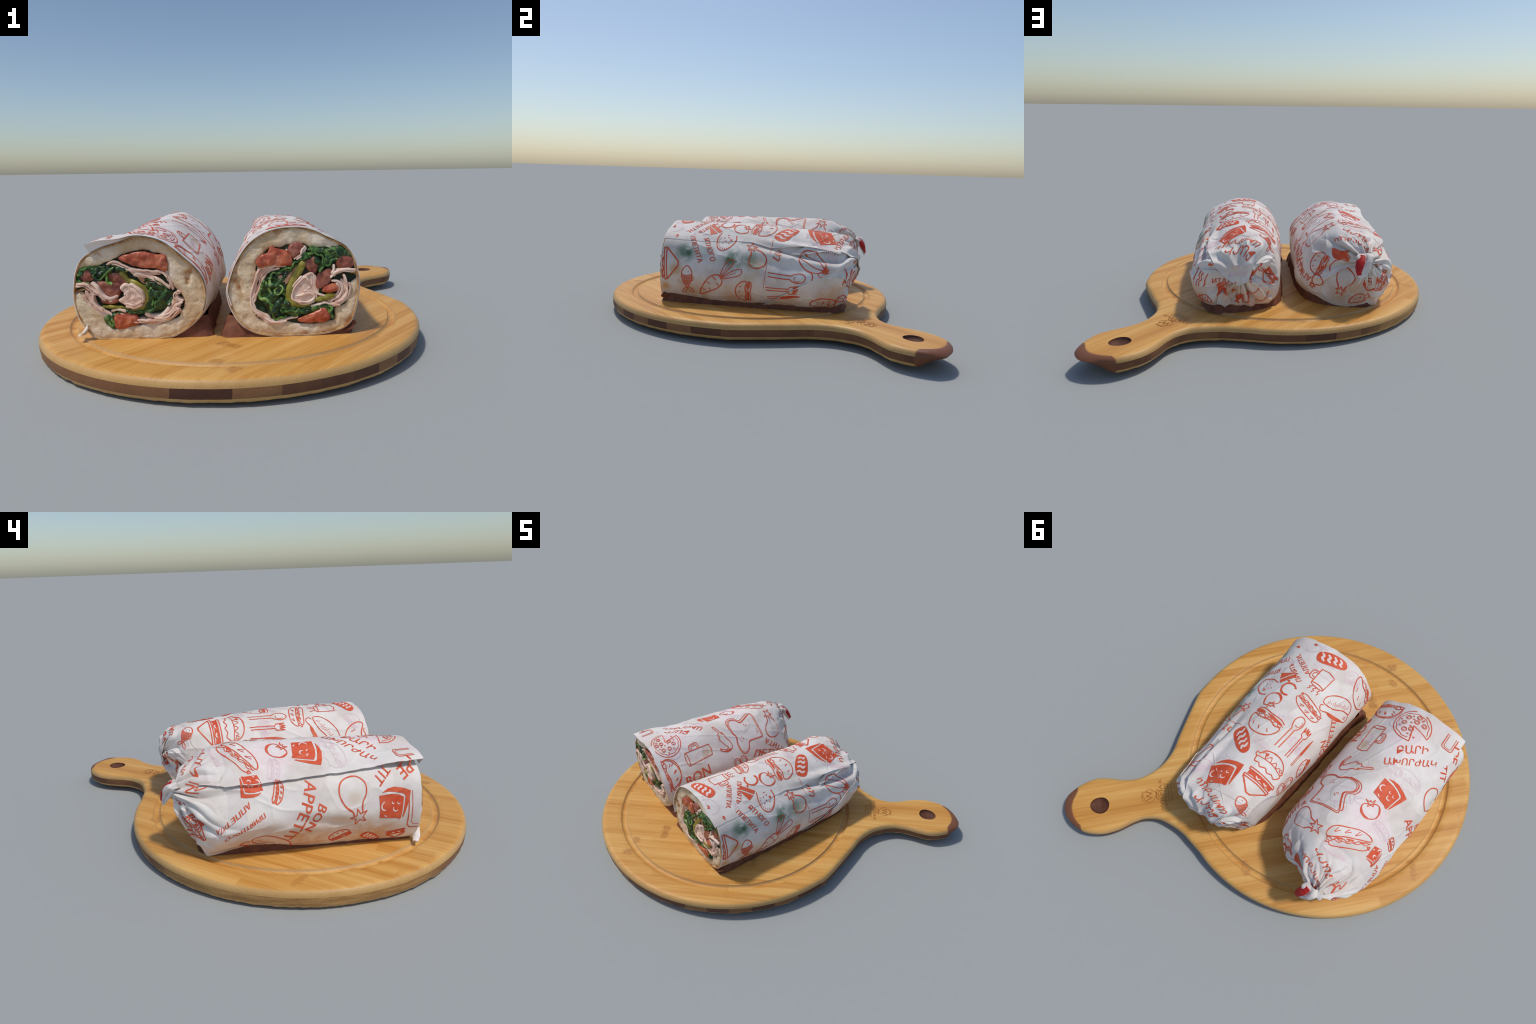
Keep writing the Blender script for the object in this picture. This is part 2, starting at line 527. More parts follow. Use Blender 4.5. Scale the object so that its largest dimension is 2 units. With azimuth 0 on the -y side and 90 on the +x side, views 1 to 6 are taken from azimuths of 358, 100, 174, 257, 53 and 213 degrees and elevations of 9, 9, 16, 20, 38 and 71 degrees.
def bamboo(name, end_grain):
    s = Shade(name, .48, .35)
    g = s.mapped(rot=(0, 0, -GRAIN))
    u, v, z = s.xyz(g)
    # laminated strips, each with its own tone
    row = s.math("FLOOR", s.math("DIVIDE", v, .052))
    col = s.math("FLOOR", s.math("DIVIDE", s.add(u, s.mul(s.white(row), 1.3)), .95))
    tone = s.white(s.add(s.mul(row, 3.17), s.mul(col, 11.3)))
    fine = s.noise(1, s.mapped((3.0, 170, 60), vec=g), 4, .6)
    mid = s.noise(1, s.mapped((1.6, 38, 20), vec=g), 3, .55)
    streak = s.noise(1, s.mapped((.9, 12, 8), vec=g), 2, .5)
    fac = s.add(s.mul(tone, .13), s.mul(fine, .36), s.mul(mid, .36), s.mul(streak, .26))
    col = s.ramp(fac, (.28, srgb(170, 108, 40)), (.46, srgb(202, 142, 66)), (.60, srgb(216, 162, 86)), (.80, srgb(230, 186, 114)))
    # bamboo nodes: short brown bars across the grain
    bars = None
    for x, y, du, dv, a in ((-.104, -.644, .024, .062, 1), (-.085, -.905, .03, .028, .8), (-.148, -.822, .022, .03, .8), (-.845, .085, .016, .07, .55),
                            (-.10, .62, .02, .05, .7), (.42, -.33, .02, .06, .5), (-.30, -.56, .018, .05, .0), (.30, .12, .02, .05, .5), (-.62, -.62, .016, .03, .4)):
        if a == 0:
            continue
        cu, cv = x * math.cos(GRAIN) + y * math.sin(GRAIN), -x * math.sin(GRAIN) + y * math.cos(GRAIN)
        wob = s.mul(s.sub(s.noise(28, g, 2), .5), .05)
        b = s.mul(s.step(du * 1.5, du * .4, s.math("ABSOLUTE", s.add(s.sub(u, cu), wob))), s.step(dv, dv * .75, s.math("ABSOLUTE", s.sub(v, cv))), a)
        bars = b if bars is None else s.math("MAXIMUM", bars, b)
    rough = s.mul(bars, s.step(.2, .75, s.noise(1, s.mapped((40, 150, 60), vec=g), 4, .7)), .85)
    col = s.mix(rough, col, srgb(148, 82, 28))
    # end grain on the rounded rim: pale with vessel dots
    dots = s.step(.28, .12, s.voronoi(150))
    nz = s.xyz(s.node("ShaderNodeNewGeometry").outputs["Normal"])[2]
    rim = s.step(.93, .72, nz)
    end = s.mix(s.mul(dots, .55), s.mix(s.noise(9), srgb(206, 168, 114), srgb(184, 144, 90)), srgb(134, 92, 50))
    if end_grain:
        col = s.mix(s.mul(rim, .75), col, end)
    col = scorch(s, col, u, v)
    return s.finish(col, s.add(s.mul(fine, .7), s.mul(rough, -.6), s.mul(dots, s.mul(rim, -.6))), .22, .0016)


def middle_bamboo():
    s = Shade("carbonised_bamboo", .55, .25)
    g = s.mapped(rot=(0, 0, -GRAIN))
    u, v, z = s.xyz(g)
    # cross-laid strips: dark and light end grain in turn
    block = s.math("FLOOR", s.math("DIVIDE", s.add(u, 1.04), .125))
    turn = s.math("FLOORED_MODULO", block, 2.0)
    tone = s.add(s.mul(s.sub(1.0, turn), .26), s.mul(s.white(block), .38), s.mul(s.noise(12), .30))
    col = s.ramp(tone, (.14, srgb(78, 47, 36)), (.36, srgb(102, 64, 46)), (.56, srgb(128, 86, 56)), (.85, srgb(154, 110, 72)))
    # towards the left-hand rim the strips run along the edge and show their paler side
    x, y, _ = s.xyz()
    ang = s.math("ARCTAN2", s.add(y, .13), s.mul(s.add(x, .085), -1))
    side = s.step(.95, .55, s.math("ABSOLUTE", s.add(ang, s.mul(s.sub(s.noise(9), .5), .2), -.31)))
    pale = s.mix(s.step(.35, .65, s.noise(1, s.mapped((8, 8, 90)), 3)), srgb(196, 150, 92), srgb(168, 122, 70))
    col = s.mix(s.mul(side, .85), col, pale)
    dots = s.step(.30, .12, s.voronoi(140))
    return s.finish(scorch(s, s.mix(s.mul(dots, .5), col, srgb(70, 40, 24)), u, v), dots, .15, .0015)


def plain(name, base, dark, scale=12, roughness=.6, bump=.15, specular=.3):
    s = Shade(name, roughness, specular)
    n = s.noise(scale, None, 4, .6)
    return s.finish(s.mix(s.step(.3, .75, n), base, dark), s.noise(scale * 6), bump, .002)


def paper(name, stains):
    s = Shade(name, .62, .22)
    cloud = s.noise(5.5, None, 4, .6)
    mott = s.noise(60, None, 3, .6)
    col = s.mix(s.step(.38, .68, cloud), srgb(234, 226, 217), srgb(216, 204, 193))
    col = s.mix(s.mul(s.step(.45, .75, s.noise(11, s.mapped(loc=(3, 1, 2)), 3)), .35), col, srgb(230, 210, 212))
    col = s.mix(s.mul(s.step(.5, .8, mott), .18), col, srgb(206, 197, 188))
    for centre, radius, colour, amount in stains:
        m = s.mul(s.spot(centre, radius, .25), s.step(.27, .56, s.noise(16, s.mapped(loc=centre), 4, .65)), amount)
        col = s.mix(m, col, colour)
    return s.finish(col, s.add(s.noise(55, None, 4, .6), s.mul(s.noise(16, s.mapped((1, .5, 1)), 3), 2.0)), .22, .003)


BROWNED = [((-.085, -.55, .36), .030), ((-.075, -.55, .335), .026), ((-.06, -.55, .31), .026), ((-.26, -.52, .36), .034), ((-.27, -.52, .33), .028), ((.10, -.54, .52), .03),
           ((-.71, -.51, .31), .02), ((.39, -.56, .16), .04), ((.20, -.56, .115), .025), ((-.20, -.52, .2), .03), ((-.62, -.51, .44), .03), ((.35, -.54, .47), .03)]


def bread():
    s = Shade("flatbread_crumb", .8, .15)
    col = s.mix(s.step(.35, .65, s.noise(9, None, 4, .6)), srgb(228, 208, 178), srgb(204, 176, 138))
    col = s.mix(s.mul(s.step(.55, .72, s.noise(15, s.mapped(loc=(2, 0, 5)), 4, .65)), .55), col, srgb(196, 152, 98))
    pores = s.step(.30, .10, s.voronoi(75, s.mapped(vec=None)))
    fibre = s.noise(70, None, 4, .7)
    col = s.mix(s.mul(pores, .18), col, srgb(178, 140, 98))
    col = s.mix(s.mul(s.step(.45, .75, fibre), .45), col, srgb(186, 156, 118))
    col = s.mix(s.mul(s.step(.5, .7, s.noise(6, s.mapped(loc=(7, 2, 1)), 3)), .55), col, srgb(232, 222, 206))
    for c, r in BROWNED:
        m = s.mul(s.spot(c, r, .2), s.step(.36, .60, s.noise(26, s.mapped(loc=c), 4, .7)), .9)
        col = s.mix(m, col, srgb(172, 116, 60))
    return s.finish(col, s.sub(fibre, s.mul(pores, .4)), .5, .005)


def crust():
    s = Shade("toasted_crust", .7, .2)
    col = s.mix(s.step(.4, .65, s.noise(22, None, 4, .6)), srgb(214, 176, 122), srgb(170, 112, 58))
    return s.finish(col, s.noise(80), .3, .003)


def tomato():
    s = Shade("tomato_flesh", .32, .5)
    n = s.noise(18, None, 4, .65)
    col = s.ramp(n, (.30, srgb(128, 50, 32)), (.48, srgb(174, 80, 52)), (.60, srgb(196, 108, 74)), (.76, srgb(222, 160, 118)))
    col = s.mix(s.mul(s.step(.55, .72, s.noise(38, None, 4, .7)), .6), col, srgb(226, 164, 132))
    s.bsdf.inputs["Subsurface Weight"].default_value = .08
    return s.finish(col, s.noise(45), .35, .004)


def dark_tomato():
    s = Shade("tomato_skin_side", .35, .5)
    n = s.noise(16, None, 4, .65)
    col = s.ramp(n, (.32, srgb(104, 48, 38)), (.5, srgb(146, 78, 60)), (.7, srgb(178, 118, 98)))
    return s.finish(col, s.noise(45), .35, .004)


def ham():
    s = Shade("sliced_ham", .45, .4)
    n = s.noise(14, None, 4, .6)
    col = s.ramp(n, (.3, srgb(214, 168, 146)), (.5, srgb(232, 200, 180)), (.72, srgb(244, 224, 208)))
    col = s.mix(s.mul(s.step(.64, .72, s.noise(95)), .5), col, srgb(158, 110, 98))
    return s.finish(col, s.noise(40), .2, .003)


def pickle():
    s = Shade("pickled_pepper", .3, .5)
    n = s.noise(15, None, 3, .6)
    col = s.ramp(n, (.3, srgb(104, 96, 30)), (.55, srgb(150, 140, 52)), (.75, srgb(186, 172, 92)))
    return s.finish(col, s.noise(30), .2, .003)


def lettuce(name, dark, mid, light):
    s = Shade(name, .38, .45)
    n = s.noise(24, None, 5, .7)
    col = s.ramp(n, (.36, dark), (.52, mid), (.68, light))
    vein = s.step(.06, .02, s.voronoi(16, None, "DISTANCE_TO_EDGE"))
    return s.finish(s.mix(s.mul(vein, .5), col, light), s.add(n, vein), .4, .005)


# ------------------------------------------------------------------ the serving board
def build_board():
    root = empty("cutting_board", "round bamboo serving board with juice groove and handle", "cutting board")
    cx, cy = -.085, -.1255
    ang = np.radians(np.arange(78, 368, 6.0))
    rad = .8722 + .0108 * np.cos(ang - math.radians(195))
    disc = np.stack([cx + rad * np.cos(ang), cy + rad * np.sin(ang)], 1)
    handle = [(.742, .108), (.700, .217), (.668, .315), (.658, .398), (.668, .475), (.707, .565), (.771, .628), (.850, .676), (.909, .722), (.950, .797),
              (.966, .862), (.968, .905), (.944, .952), (.915, .976), (.862, .997), (.786, 1.001), (.727, .984), (.673, .950), (.637, .913), (.601, .860), (.570, .795),
              (.530, .736), (.464, .692), (.388, .677), (.310, .675), (.234, .689), (.165, .703)]
    ctrl = np.vstack([disc, handle[1:]])
    loop = spline(ctrl, 620, True)
    tang = np.roll(loop, -1, 0) - np.roll(loop, 1, 0)
    tang /= np.linalg.norm(tang, axis=1, keepdims=True)
    nrm = np.stack([tang[:, 1], -tang[:, 0]], 1)
    for _ in range(6):
        nrm = nrm + .5 * (np.roll(nrm, 1, 0) + np.roll(nrm, -1, 0))
        nrm /= np.linalg.norm(nrm, axis=1, keepdims=True)
    axis = np.array([.673, .739])
    hole = np.array([.776, .828])

    def along(p):
        return (p[:, 0] - cx) * axis[0] + (p[:, 1] - cy) * axis[1]

    def tilt(p):
        return .0100 * p[:, 0]

    def bottom_z(p):
        # the board lies slightly tilted: its left edge is the lowest
        s = along(p)
        z = .0098 + tilt(p) + .006 * smooth(.85, 1.15, s)
        return np.maximum(z, 0) + .030 * smooth(1.40, 1.53, s) ** 1.3

    def top_z(p):
        r = np.hypot(p[:, 0] + .080, p[:, 1] + .119)
        g = np.clip(1 - np.abs(r - .7405) / .0195, 0, 1)
        z = .0992 + tilt(p) - .0145 * np.sqrt(1 - (1 - g) ** 2)
        z = z - .026 * smooth(1.430, 1.53, along(p))
        return z + .0006 * noise(p[:, 0] * 9, p[:, 1] * 9, 0, 5)

    TOP = .1055
    # rim profile: inset from the outline and height, as a share of the edge
    rings = [("top", [(.030, 1.0), (.0215, .988), (.0135, .955), (.007, .90), (.0025, .82), (.0005, .74), (0, .655)]),
             ("mid", [(0, .655), (0, .50), (.0012, .35), (.003, .235)]),
             ("low", [(.003, .235), (.0065, .15), (.0125, .07), (.021, .018), (.032, 0)])]
    loops = {}
    wob = .0016 * noise(loop[:, 0] * 30, loop[:, 1] * 30, 0, 77) + .0012 * noise(loop[:, 0] * 90, loop[:, 1] * 90, 0, 78)

    def ring(inset, h):
        p = loop - nrm * inset
        if h < .5:
            p = p + nrm * (wob * (1.6 if h < .2 else .6))[:, None]
        zb, zt = bottom_z(p), top_z(p)
        tip = smooth(1.40, 1.50, along(loop))
        # under the tip the wood is cut back like a chisel
        p = p - axis * (tip * .060 * (1 - min(h, .8) / .8) ** .8)[:, None]
        return np.c_[p, zb + (zt - zb) * h]

    mat_top, mat_mid = bamboo("bamboo", True), middle_bamboo()
    mat_hole = plain("drilled_hole", srgb(104, 64, 46), srgb(76, 46, 34), 20, .7, .2)
    n = len(loop)
    for name, prof in rings:
        v = np.vstack([ring(*q) for q in prof])
        f = grid_faces(len(prof), n, True, True)
        part = {"top": "board_top", "mid": "middle_ply", "low": "board_underside"}[name]
        if name == "top":
            inner = prof[0]
            rim_loop = loop - nrm * inner[0]
            pts = []
            for r in np.arange(.717, .7645, .0033):
                a = np.linspace(0, 2 * math.pi, 520, endpoint=False)
                pts.append(np.stack([-.080 + r * np.cos(a), -.119 + r * np.sin(a)], 1))
            ha = np.linspace(0, 2 * math.pi, 48, endpoint=False)
            hr = .050 * (1 + .06 * np.sin(2 * ha + .5) + .03 * np.sin(3 * ha))
            hole_ring = np.stack([hole[0] + hr * np.cos(ha), hole[1] + hr * np.sin(ha)], 1)
            gx, gy = np.meshgrid(np.arange(-1, 1, .022), np.arange(-1.02, 1.02, .022))
            grid = np.stack([gx.ravel(), gy.ravel()], 1)
            rr = np.hypot(grid[:, 0] + .080, grid[:, 1] + .119)
            grid = grid[(rr < .705) | (rr > .776)]
            pts = np.vstack(pts + [grid])
            keep = inside(pts, rim_loop) & (edge_distance(pts, rim_loop) > .006) & (np.linalg.norm(pts - hole, axis=1) > .062)
            pts = pts[keep]
            allp = [Vector(p) for p in rim_loop] + [Vector(p) for p in hole_ring] + [Vector(p) for p in pts]
            e = [(i, (i + 1) % n) for i in range(n)] + [(n + i, n + (i + 1) % 48) for i in range(48)]
            vv, _, ff, _, _, _ = geometry.delaunay_2d_cdt(allp, e, [], 1, 1e-8)
            vv = np.array([tuple(p) for p in vv])
            cen = np.array([vv[list(t)].mean(0) for t in ff])
            inhole = inside(cen, hole_ring)
            ff = [t for t, h in zip(ff, inhole) if not h]
            # the face loop of the rim and of the fill share their border positions
            fill = np.c_[vv, top_z(vv)]
            v2, f2 = np.vstack([v, fill]), [list(map(int, q)) for q in f] + [[i + len(v) for i in t] for t in ff]
            merge(mesh_object(part, v2, f2, mat_top, root))
            # blind hole
            prof_h = [(1.0, 0), (.985, -.003), (.94, -.009), (.80, -.016), (.45, -.022), (.02, -.026)]
            hv = []
            for sc, dz in prof_h:
                q = hole + (hole_ring - hole) * sc
                hv.append(np.c_[q, np.full(48, top_z(hole_ring).mean() + dz)])
            hv[0][:, 2] = top_z(hole_ring)
            mesh_object("hanging_hole", np.vstack(hv), grid_faces(len(prof_h), 48, True, True), mat_hole, root)
        elif name == "mid":
            mesh_object(part, v, f, mat_mid, root)
        else:
            base = ring(.032, 0)
            vv, ff = triangulate(base[:, :2], spacing=.06)
            fill = np.c_[vv, bottom_z(vv)]
            fill[: n, 2] = base[:, 2]
            v2 = np.vstack([v, fill])
            f2 = [list(map(int, q)) for q in f] + [[i + len(v) for i in t[::-1]] for t in ff]
            o = mesh_object(part, v2, f2, mat_top, root)
            merge(o)
    build_brand(root, mat_hole)
    return root


def merge(o, dist=1e-5):
    import bmesh
    bm = bmesh.new()
    bm.from_mesh(o.data)
    bmesh.ops.remove_doubles(bm, verts=bm.verts, dist=dist)
    loose = [v for v in bm.verts if not v.link_faces]
    bmesh.ops.delete(bm, geom=loose, context="VERTS")
    bmesh.ops.recalc_face_normals(bm, faces=bm.faces)
    bm.to_mesh(o.data)
    bm.free()
    o.data.shade_smooth()
    o.data.set_sharp_from_angle(angle=math.radians(50))


def text_mesh(words, size=1.0, shear=0.0, squeeze=1.0):
    """letters as flat triangles: (xy, faces); height of a capital about `size`"""
    c = bpy.data.curves.new("lettering", "FONT")
    c.body, c.size, c.shear, c.resolution_u = words, size * 1.37, shear, 3
    c.space_character = 1.02
    ob = link(bpy.data.objects.new("lettering", c))
    dg = bpy.context.evaluated_depsgraph_get()
    me = ob.evaluated_get(dg).to_mesh()
    me.calc_loop_triangles()
    v = np.array([tuple(p.co)[:2] for p in me.vertices]).reshape(-1, 2)
    f = [list(t.vertices) for t in me.loop_triangles]
    ob.evaluated_get(dg).to_mesh_clear()
    bpy.data.objects.remove(ob)
    bpy.data.curves.remove(c)
    if len(v):
        v[:, 0] *= squeeze
        v = v - (v.min(0) + v.max(0)) / 2
    return v, f


def ribbon(path, width, closed=False):
    """flat stroke along a 2D path: (xy, faces); width may be a list"""
    p = np.asarray(path, float)
    t = (np.roll(p, -1, 0) - np.roll(p, 1, 0)) if closed else np.gradient(p, axis=0)
    t /= np.linalg.norm(t, axis=1, keepdims=True) + 1e-12
    nn = np.stack([-t[:, 1], t[:, 0]], 1) * (np.broadcast_to(width, len(p)) / 2)[:, None]
    v = np.vstack([p + nn, p - nn])
    k = len(p)
    f = [[i, k + i, k + (i + 1) % k, (i + 1) % k] for i in range(k if closed else k - 1)]
    return v, f


def build_brand(root, mat):
    """stamp burnt into the neck of the handle, read from the handle end"""
    up = np.array([.70, .714])
    up /= np.linalg.norm(up)
    right = np.array([up[1], -up[0]])

    def place(name, parts, at, z=None):
        v, f, k = [], [], 0
        for a, b in parts:
            v.append(a)
            f += [[i + k for i in q] for q in b]
            k += len(a)
        v = np.vstack(v)
        w = np.asarray(at) + v[:, :1] * right + v[:, 1:] * up
        return mesh_object(name, np.c_[w, .1001 + .0100 * w[:, 0]], f, mat_burn, root)

    mat_burn = plain("burnt_stamp", srgb(170, 108, 48), srgb(150, 90, 38), 60, .7, .1)
    a = np.linspace(0, 2 * math.pi, 60, endpoint=False)
    shield = np.stack([(.036 + .004 * np.cos(4 * a)) * np.cos(a), (.036 + .004 * np.cos(5 * a)) * np.sin(a)], 1)
    crown = [(-.012, -.034), (-.030, -.046), (-.014, -.052), (0, -.046), (.014, -.052), (.030, -.046), (.012, -.034)]
    scroll = [(-.028, .03), (-.02, .043), (-.004, .040), (0, .047), (.006, .040), (.02, .043), (.028, .03)]
    c = np.array([.588, .619])
    place("stamped_crest", [ribbon(shield, .0024, True), ribbon(spline(scroll, 30), .003), ribbon(spline(crown, 30), .0034),
                            text_mesh("W", .040), ribbon(np.array([(-.016, -.040), (.016, -.040)]), .004)], c)
    place("stamped_lettering", [text_mesh("WILMAX", .021, squeeze=1.62)], (.541, .574))
    place("stamped_lettering", [text_mesh("E N G L A N D", .011, squeeze=1.35)], (.524, .556))
    place("stamped_lettering", [ribbon(np.array([(-.058, 0), (.058, 0)]), .0022)], (.513, .543))
    place("stamped_lettering", [text_mesh("B A M B O O", .009, squeeze=1.35)], (.502, .531))


# ------------------------------------------------------------------ paper wrapper
def build_wrapper(roll, root, mat, mat_under):
    side = roll.side
    nt, na = 360, 520
    tau = np.r_[np.linspace(0, .80, 190), np.linspace(.80, 1.0, 61)[1:], 1 + np.linspace(0, 1, 111)[1:]]
    th = np.linspace(-math.pi, math.pi, na, endpoint=False)
    T, A = np.meshgrid(tau, th, indexing="ij")
    fr = .0035 * noise(np.sin(A) * 9, np.cos(A) * 9, 0, 91) * (1 - smooth(0, .04, T))
    P = roll.surface(A, T)
    P[..., 1] += fr
    inner = roll.surface(th, np.zeros(na), -.004)
    inner2 = roll.surface(th, np.full(na, .05), -.005)
    v = np.vstack([P.reshape(-1, 3), inner, inner2])
    n = len(tau)
    # the front edge turns inwards, so the sheet shows its thickness
    lip = [[j, n * na + j, n * na + (j + 1) % na, (j + 1) % na] for j in range(na)]
    lip2 = [[n * na + j, (n + 1) * na + j, (n + 1) * na + (j + 1) % na, n * na + (j + 1) % na] for j in range(na)]
    body = mesh_object("wrapper", v, np.vstack([grid_faces(n, na, True), lip, lip2]), mat, root)
    # outer layer: a separate sheet with its own thickness
    hi = 1.16 if side == "right" else 1.56
    ft = np.r_[np.linspace(-.028 if side == "left" else -.012, .8, 150), np.linspace(.8, hi, 90)[1:]]
    k = np.linspace(0, 1, 240) ** 1.0
    edge, far = roll.flap_edges(ft)
    wob = .010 * noise(ft * 14, 0, 0, 17) + .006 * noise(ft * 45, 0, 0, 18)
    FA = (edge + wob)[:, None] + (far - edge - wob)[:, None] * k[None, :]
    FT = np.broadcast_to(ft[:, None], FA.shape)
    FT = FT + (.004 * noise(FA * 6, 0, 0, 55) * (1 - smooth(0, .05, FT)))
    h = roll.flap_height(FA, FT)
    if side == "left":
        # its front end is folded down towards the bread
        FA, FT, h = (np.vstack([q[:1], q]) for q in (FA, FT, h))
        h[0] = np.minimum(h[0], .004)
        FT[0] += .012
    up, dn = roll.surface(FA, FT, h), roll.surface(FA, FT, h - .0035)
    r, c = FA.shape
    v = np.vstack([up.reshape(-1, 3), dn.reshape(-1, 3)])
    flip = side == "left"
    f = [grid_faces(r, c, flip=not flip), grid_faces(r, c, flip=flip, start=r * c)]
    border = np.r_[np.arange(c), np.arange(1, r) * c + c - 1, (r - 1) * c + np.arange(c - 2, -1, -1), np.arange(r - 2, 0, -1) * c]
    nb = np.roll(border, -1)
    q = np.stack([border, nb, nb + r * c, border + r * c], 1)
    f.append(q if flip else q[:, ::-1])
    flap = mesh_object("outer_flap", v, np.vstack(f), mat, body, 60)
    if side == "right":
        # a corner of the sheet folded up over the flank
        st = np.linspace(.60, 1.10, 90)
        se = np.interp(st, [.60, .70, .85, .98, 1.10], [2.28, 2.05, 1.72, 1.45, 1.30]) + .006 * noise(st * 30, 0, 0, 19)
        SA = se[:, None] + (2.75 - se)[:, None] * np.linspace(0, 1, 90)[None, :]
        ST = np.broadcast_to(st[:, None], SA.shape)
        sh = .0035 + .006 * np.exp(-(SA - se[:, None]) / .10) - .012 * smooth(1.02, 1.10, ST) - .008 * (1 - smooth(.60, .64, ST)) - .012 * smooth(2.4, 2.7, SA)
        su, sd = roll.surface(SA, ST, sh), roll.surface(SA, ST, sh - .003)
        r2, c2 = SA.shape
        bd = np.r_[np.arange(c2), np.arange(1, r2) * c2 + c2 - 1, (r2 - 1) * c2 + np.arange(c2 - 2, -1, -1), np.arange(r2 - 2, 0, -1) * c2]
        bn = np.roll(bd, -1)
        mesh_object("side_fold", np.vstack([su.reshape(-1, 3), sd.reshape(-1, 3)]), np.vstack([grid_faces(r2, c2), grid_faces(r2, c2, flip=True, start=r2 * c2), np.stack([bd, bn, bn + r2 * c2, bd + r2 * c2], 1)[:, ::-1]]), mat, body, 60)
    # dark brown skirt modelled for the contact shadow between the rounded underside and board
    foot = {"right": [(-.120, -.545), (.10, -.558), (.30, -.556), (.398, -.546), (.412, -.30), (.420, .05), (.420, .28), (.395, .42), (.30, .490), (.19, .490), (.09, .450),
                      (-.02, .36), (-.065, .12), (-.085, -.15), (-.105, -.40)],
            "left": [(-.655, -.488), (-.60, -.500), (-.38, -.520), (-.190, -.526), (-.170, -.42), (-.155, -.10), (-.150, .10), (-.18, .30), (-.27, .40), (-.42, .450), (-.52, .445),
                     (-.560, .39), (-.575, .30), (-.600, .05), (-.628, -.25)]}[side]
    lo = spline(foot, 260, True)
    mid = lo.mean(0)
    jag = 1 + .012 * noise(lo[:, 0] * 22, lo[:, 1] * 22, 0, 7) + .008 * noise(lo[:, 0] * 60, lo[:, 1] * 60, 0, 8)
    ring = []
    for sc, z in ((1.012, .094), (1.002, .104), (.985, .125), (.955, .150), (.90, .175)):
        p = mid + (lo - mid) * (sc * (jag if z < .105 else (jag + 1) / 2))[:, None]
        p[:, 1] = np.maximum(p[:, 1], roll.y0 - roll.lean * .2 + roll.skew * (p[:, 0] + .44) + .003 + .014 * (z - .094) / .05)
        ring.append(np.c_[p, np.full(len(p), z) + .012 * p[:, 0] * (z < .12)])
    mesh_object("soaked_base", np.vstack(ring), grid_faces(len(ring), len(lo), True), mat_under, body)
    return body, flap


def build_tail(root, mat, mat_red):
    """the twisted end of the left-hand paper"""
    spine = spline([(-.470, .515, .418), (-.466, .548, .402), (-.450, .572, .370), (-.432, .590, .332), (-.421, .596, .310)], 40)
    a = np.linspace(0, 2 * math.pi, 72, endpoint=False)
    rows = []
    for i, c in enumerate(spine):
        t = i / 39
        r = np.interp(t, [0, .2, .45, .7, .9, 1], [.036, .044, .038, .024, .020, .008])
        fold = 1 + .30 * np.sin(3 * a + 5 * t) + .18 * np.sin(5 * a - 4 * t) + .22 * noise(np.cos(a) * 2.5, np.sin(a) * 2.5, t * 6, 3)
        squash = np.interp(t, [0, .5, 1], [.8, .6, .28])
        ex, ey, ez = np.array([1, 0, 0]), np.array([0, .8, .5]), None
        rows.append(c + (r * fold * np.cos(a))[:, None] * ex + (r * fold * squash * np.sin(a))[:, None] * ey)
    v = np.vstack(rows)
    f = grid_faces(40, 72, True, True)
    o = mesh_object("twisted_end", v, f, mat, root, 60)
    return o


def curl(root, name, path, widths, mat, thick=.005, twist=0.0):
    """a small curled scrap of paper: a strip along a path with real thickness"""
    p = spline(path, 24)
    t = np.gradient(p, axis=0)
    t /= np.linalg.norm(t, axis=1, keepdims=True)
    up = np.array([0, 0, 1.0])
    s = np.cross(t, up)
    s /= np.linalg.norm(s, axis=1, keepdims=True)
    n = np.cross(s, t)
    w = np.interp(np.linspace(0, 1, 24), np.linspace(0, 1, len(widths)), widths) / 2
    k = np.linspace(-1, 1, 9)
    rows = []
    for off in (thick / 2, -thick / 2):
        for kk in (k if off > 0 else k[::-1]):
            bend = .35 * w * (1 - kk * kk)
            rows.append(p + s * (w * kk)[:, None] + n * (off + bend)[:, None])
    v = np.stack(rows, 1).reshape(-1, 3)
    f = list(grid_faces(24, 18, True))
    f += [list(range(18))[::-1], list(range(23 * 18, 24 * 18))]
    return mesh_object(name, v, f, mat, root, 40)


# ------------------------------------------------------------------ the cut face
# drawn in the plane of the cut, in metres: x to the right, z up, for each half
FIT = {"right": (.000438, -.1772, -.0004453, .6985), "left": (.0004339, -.8223, -.0004466, .7073)}


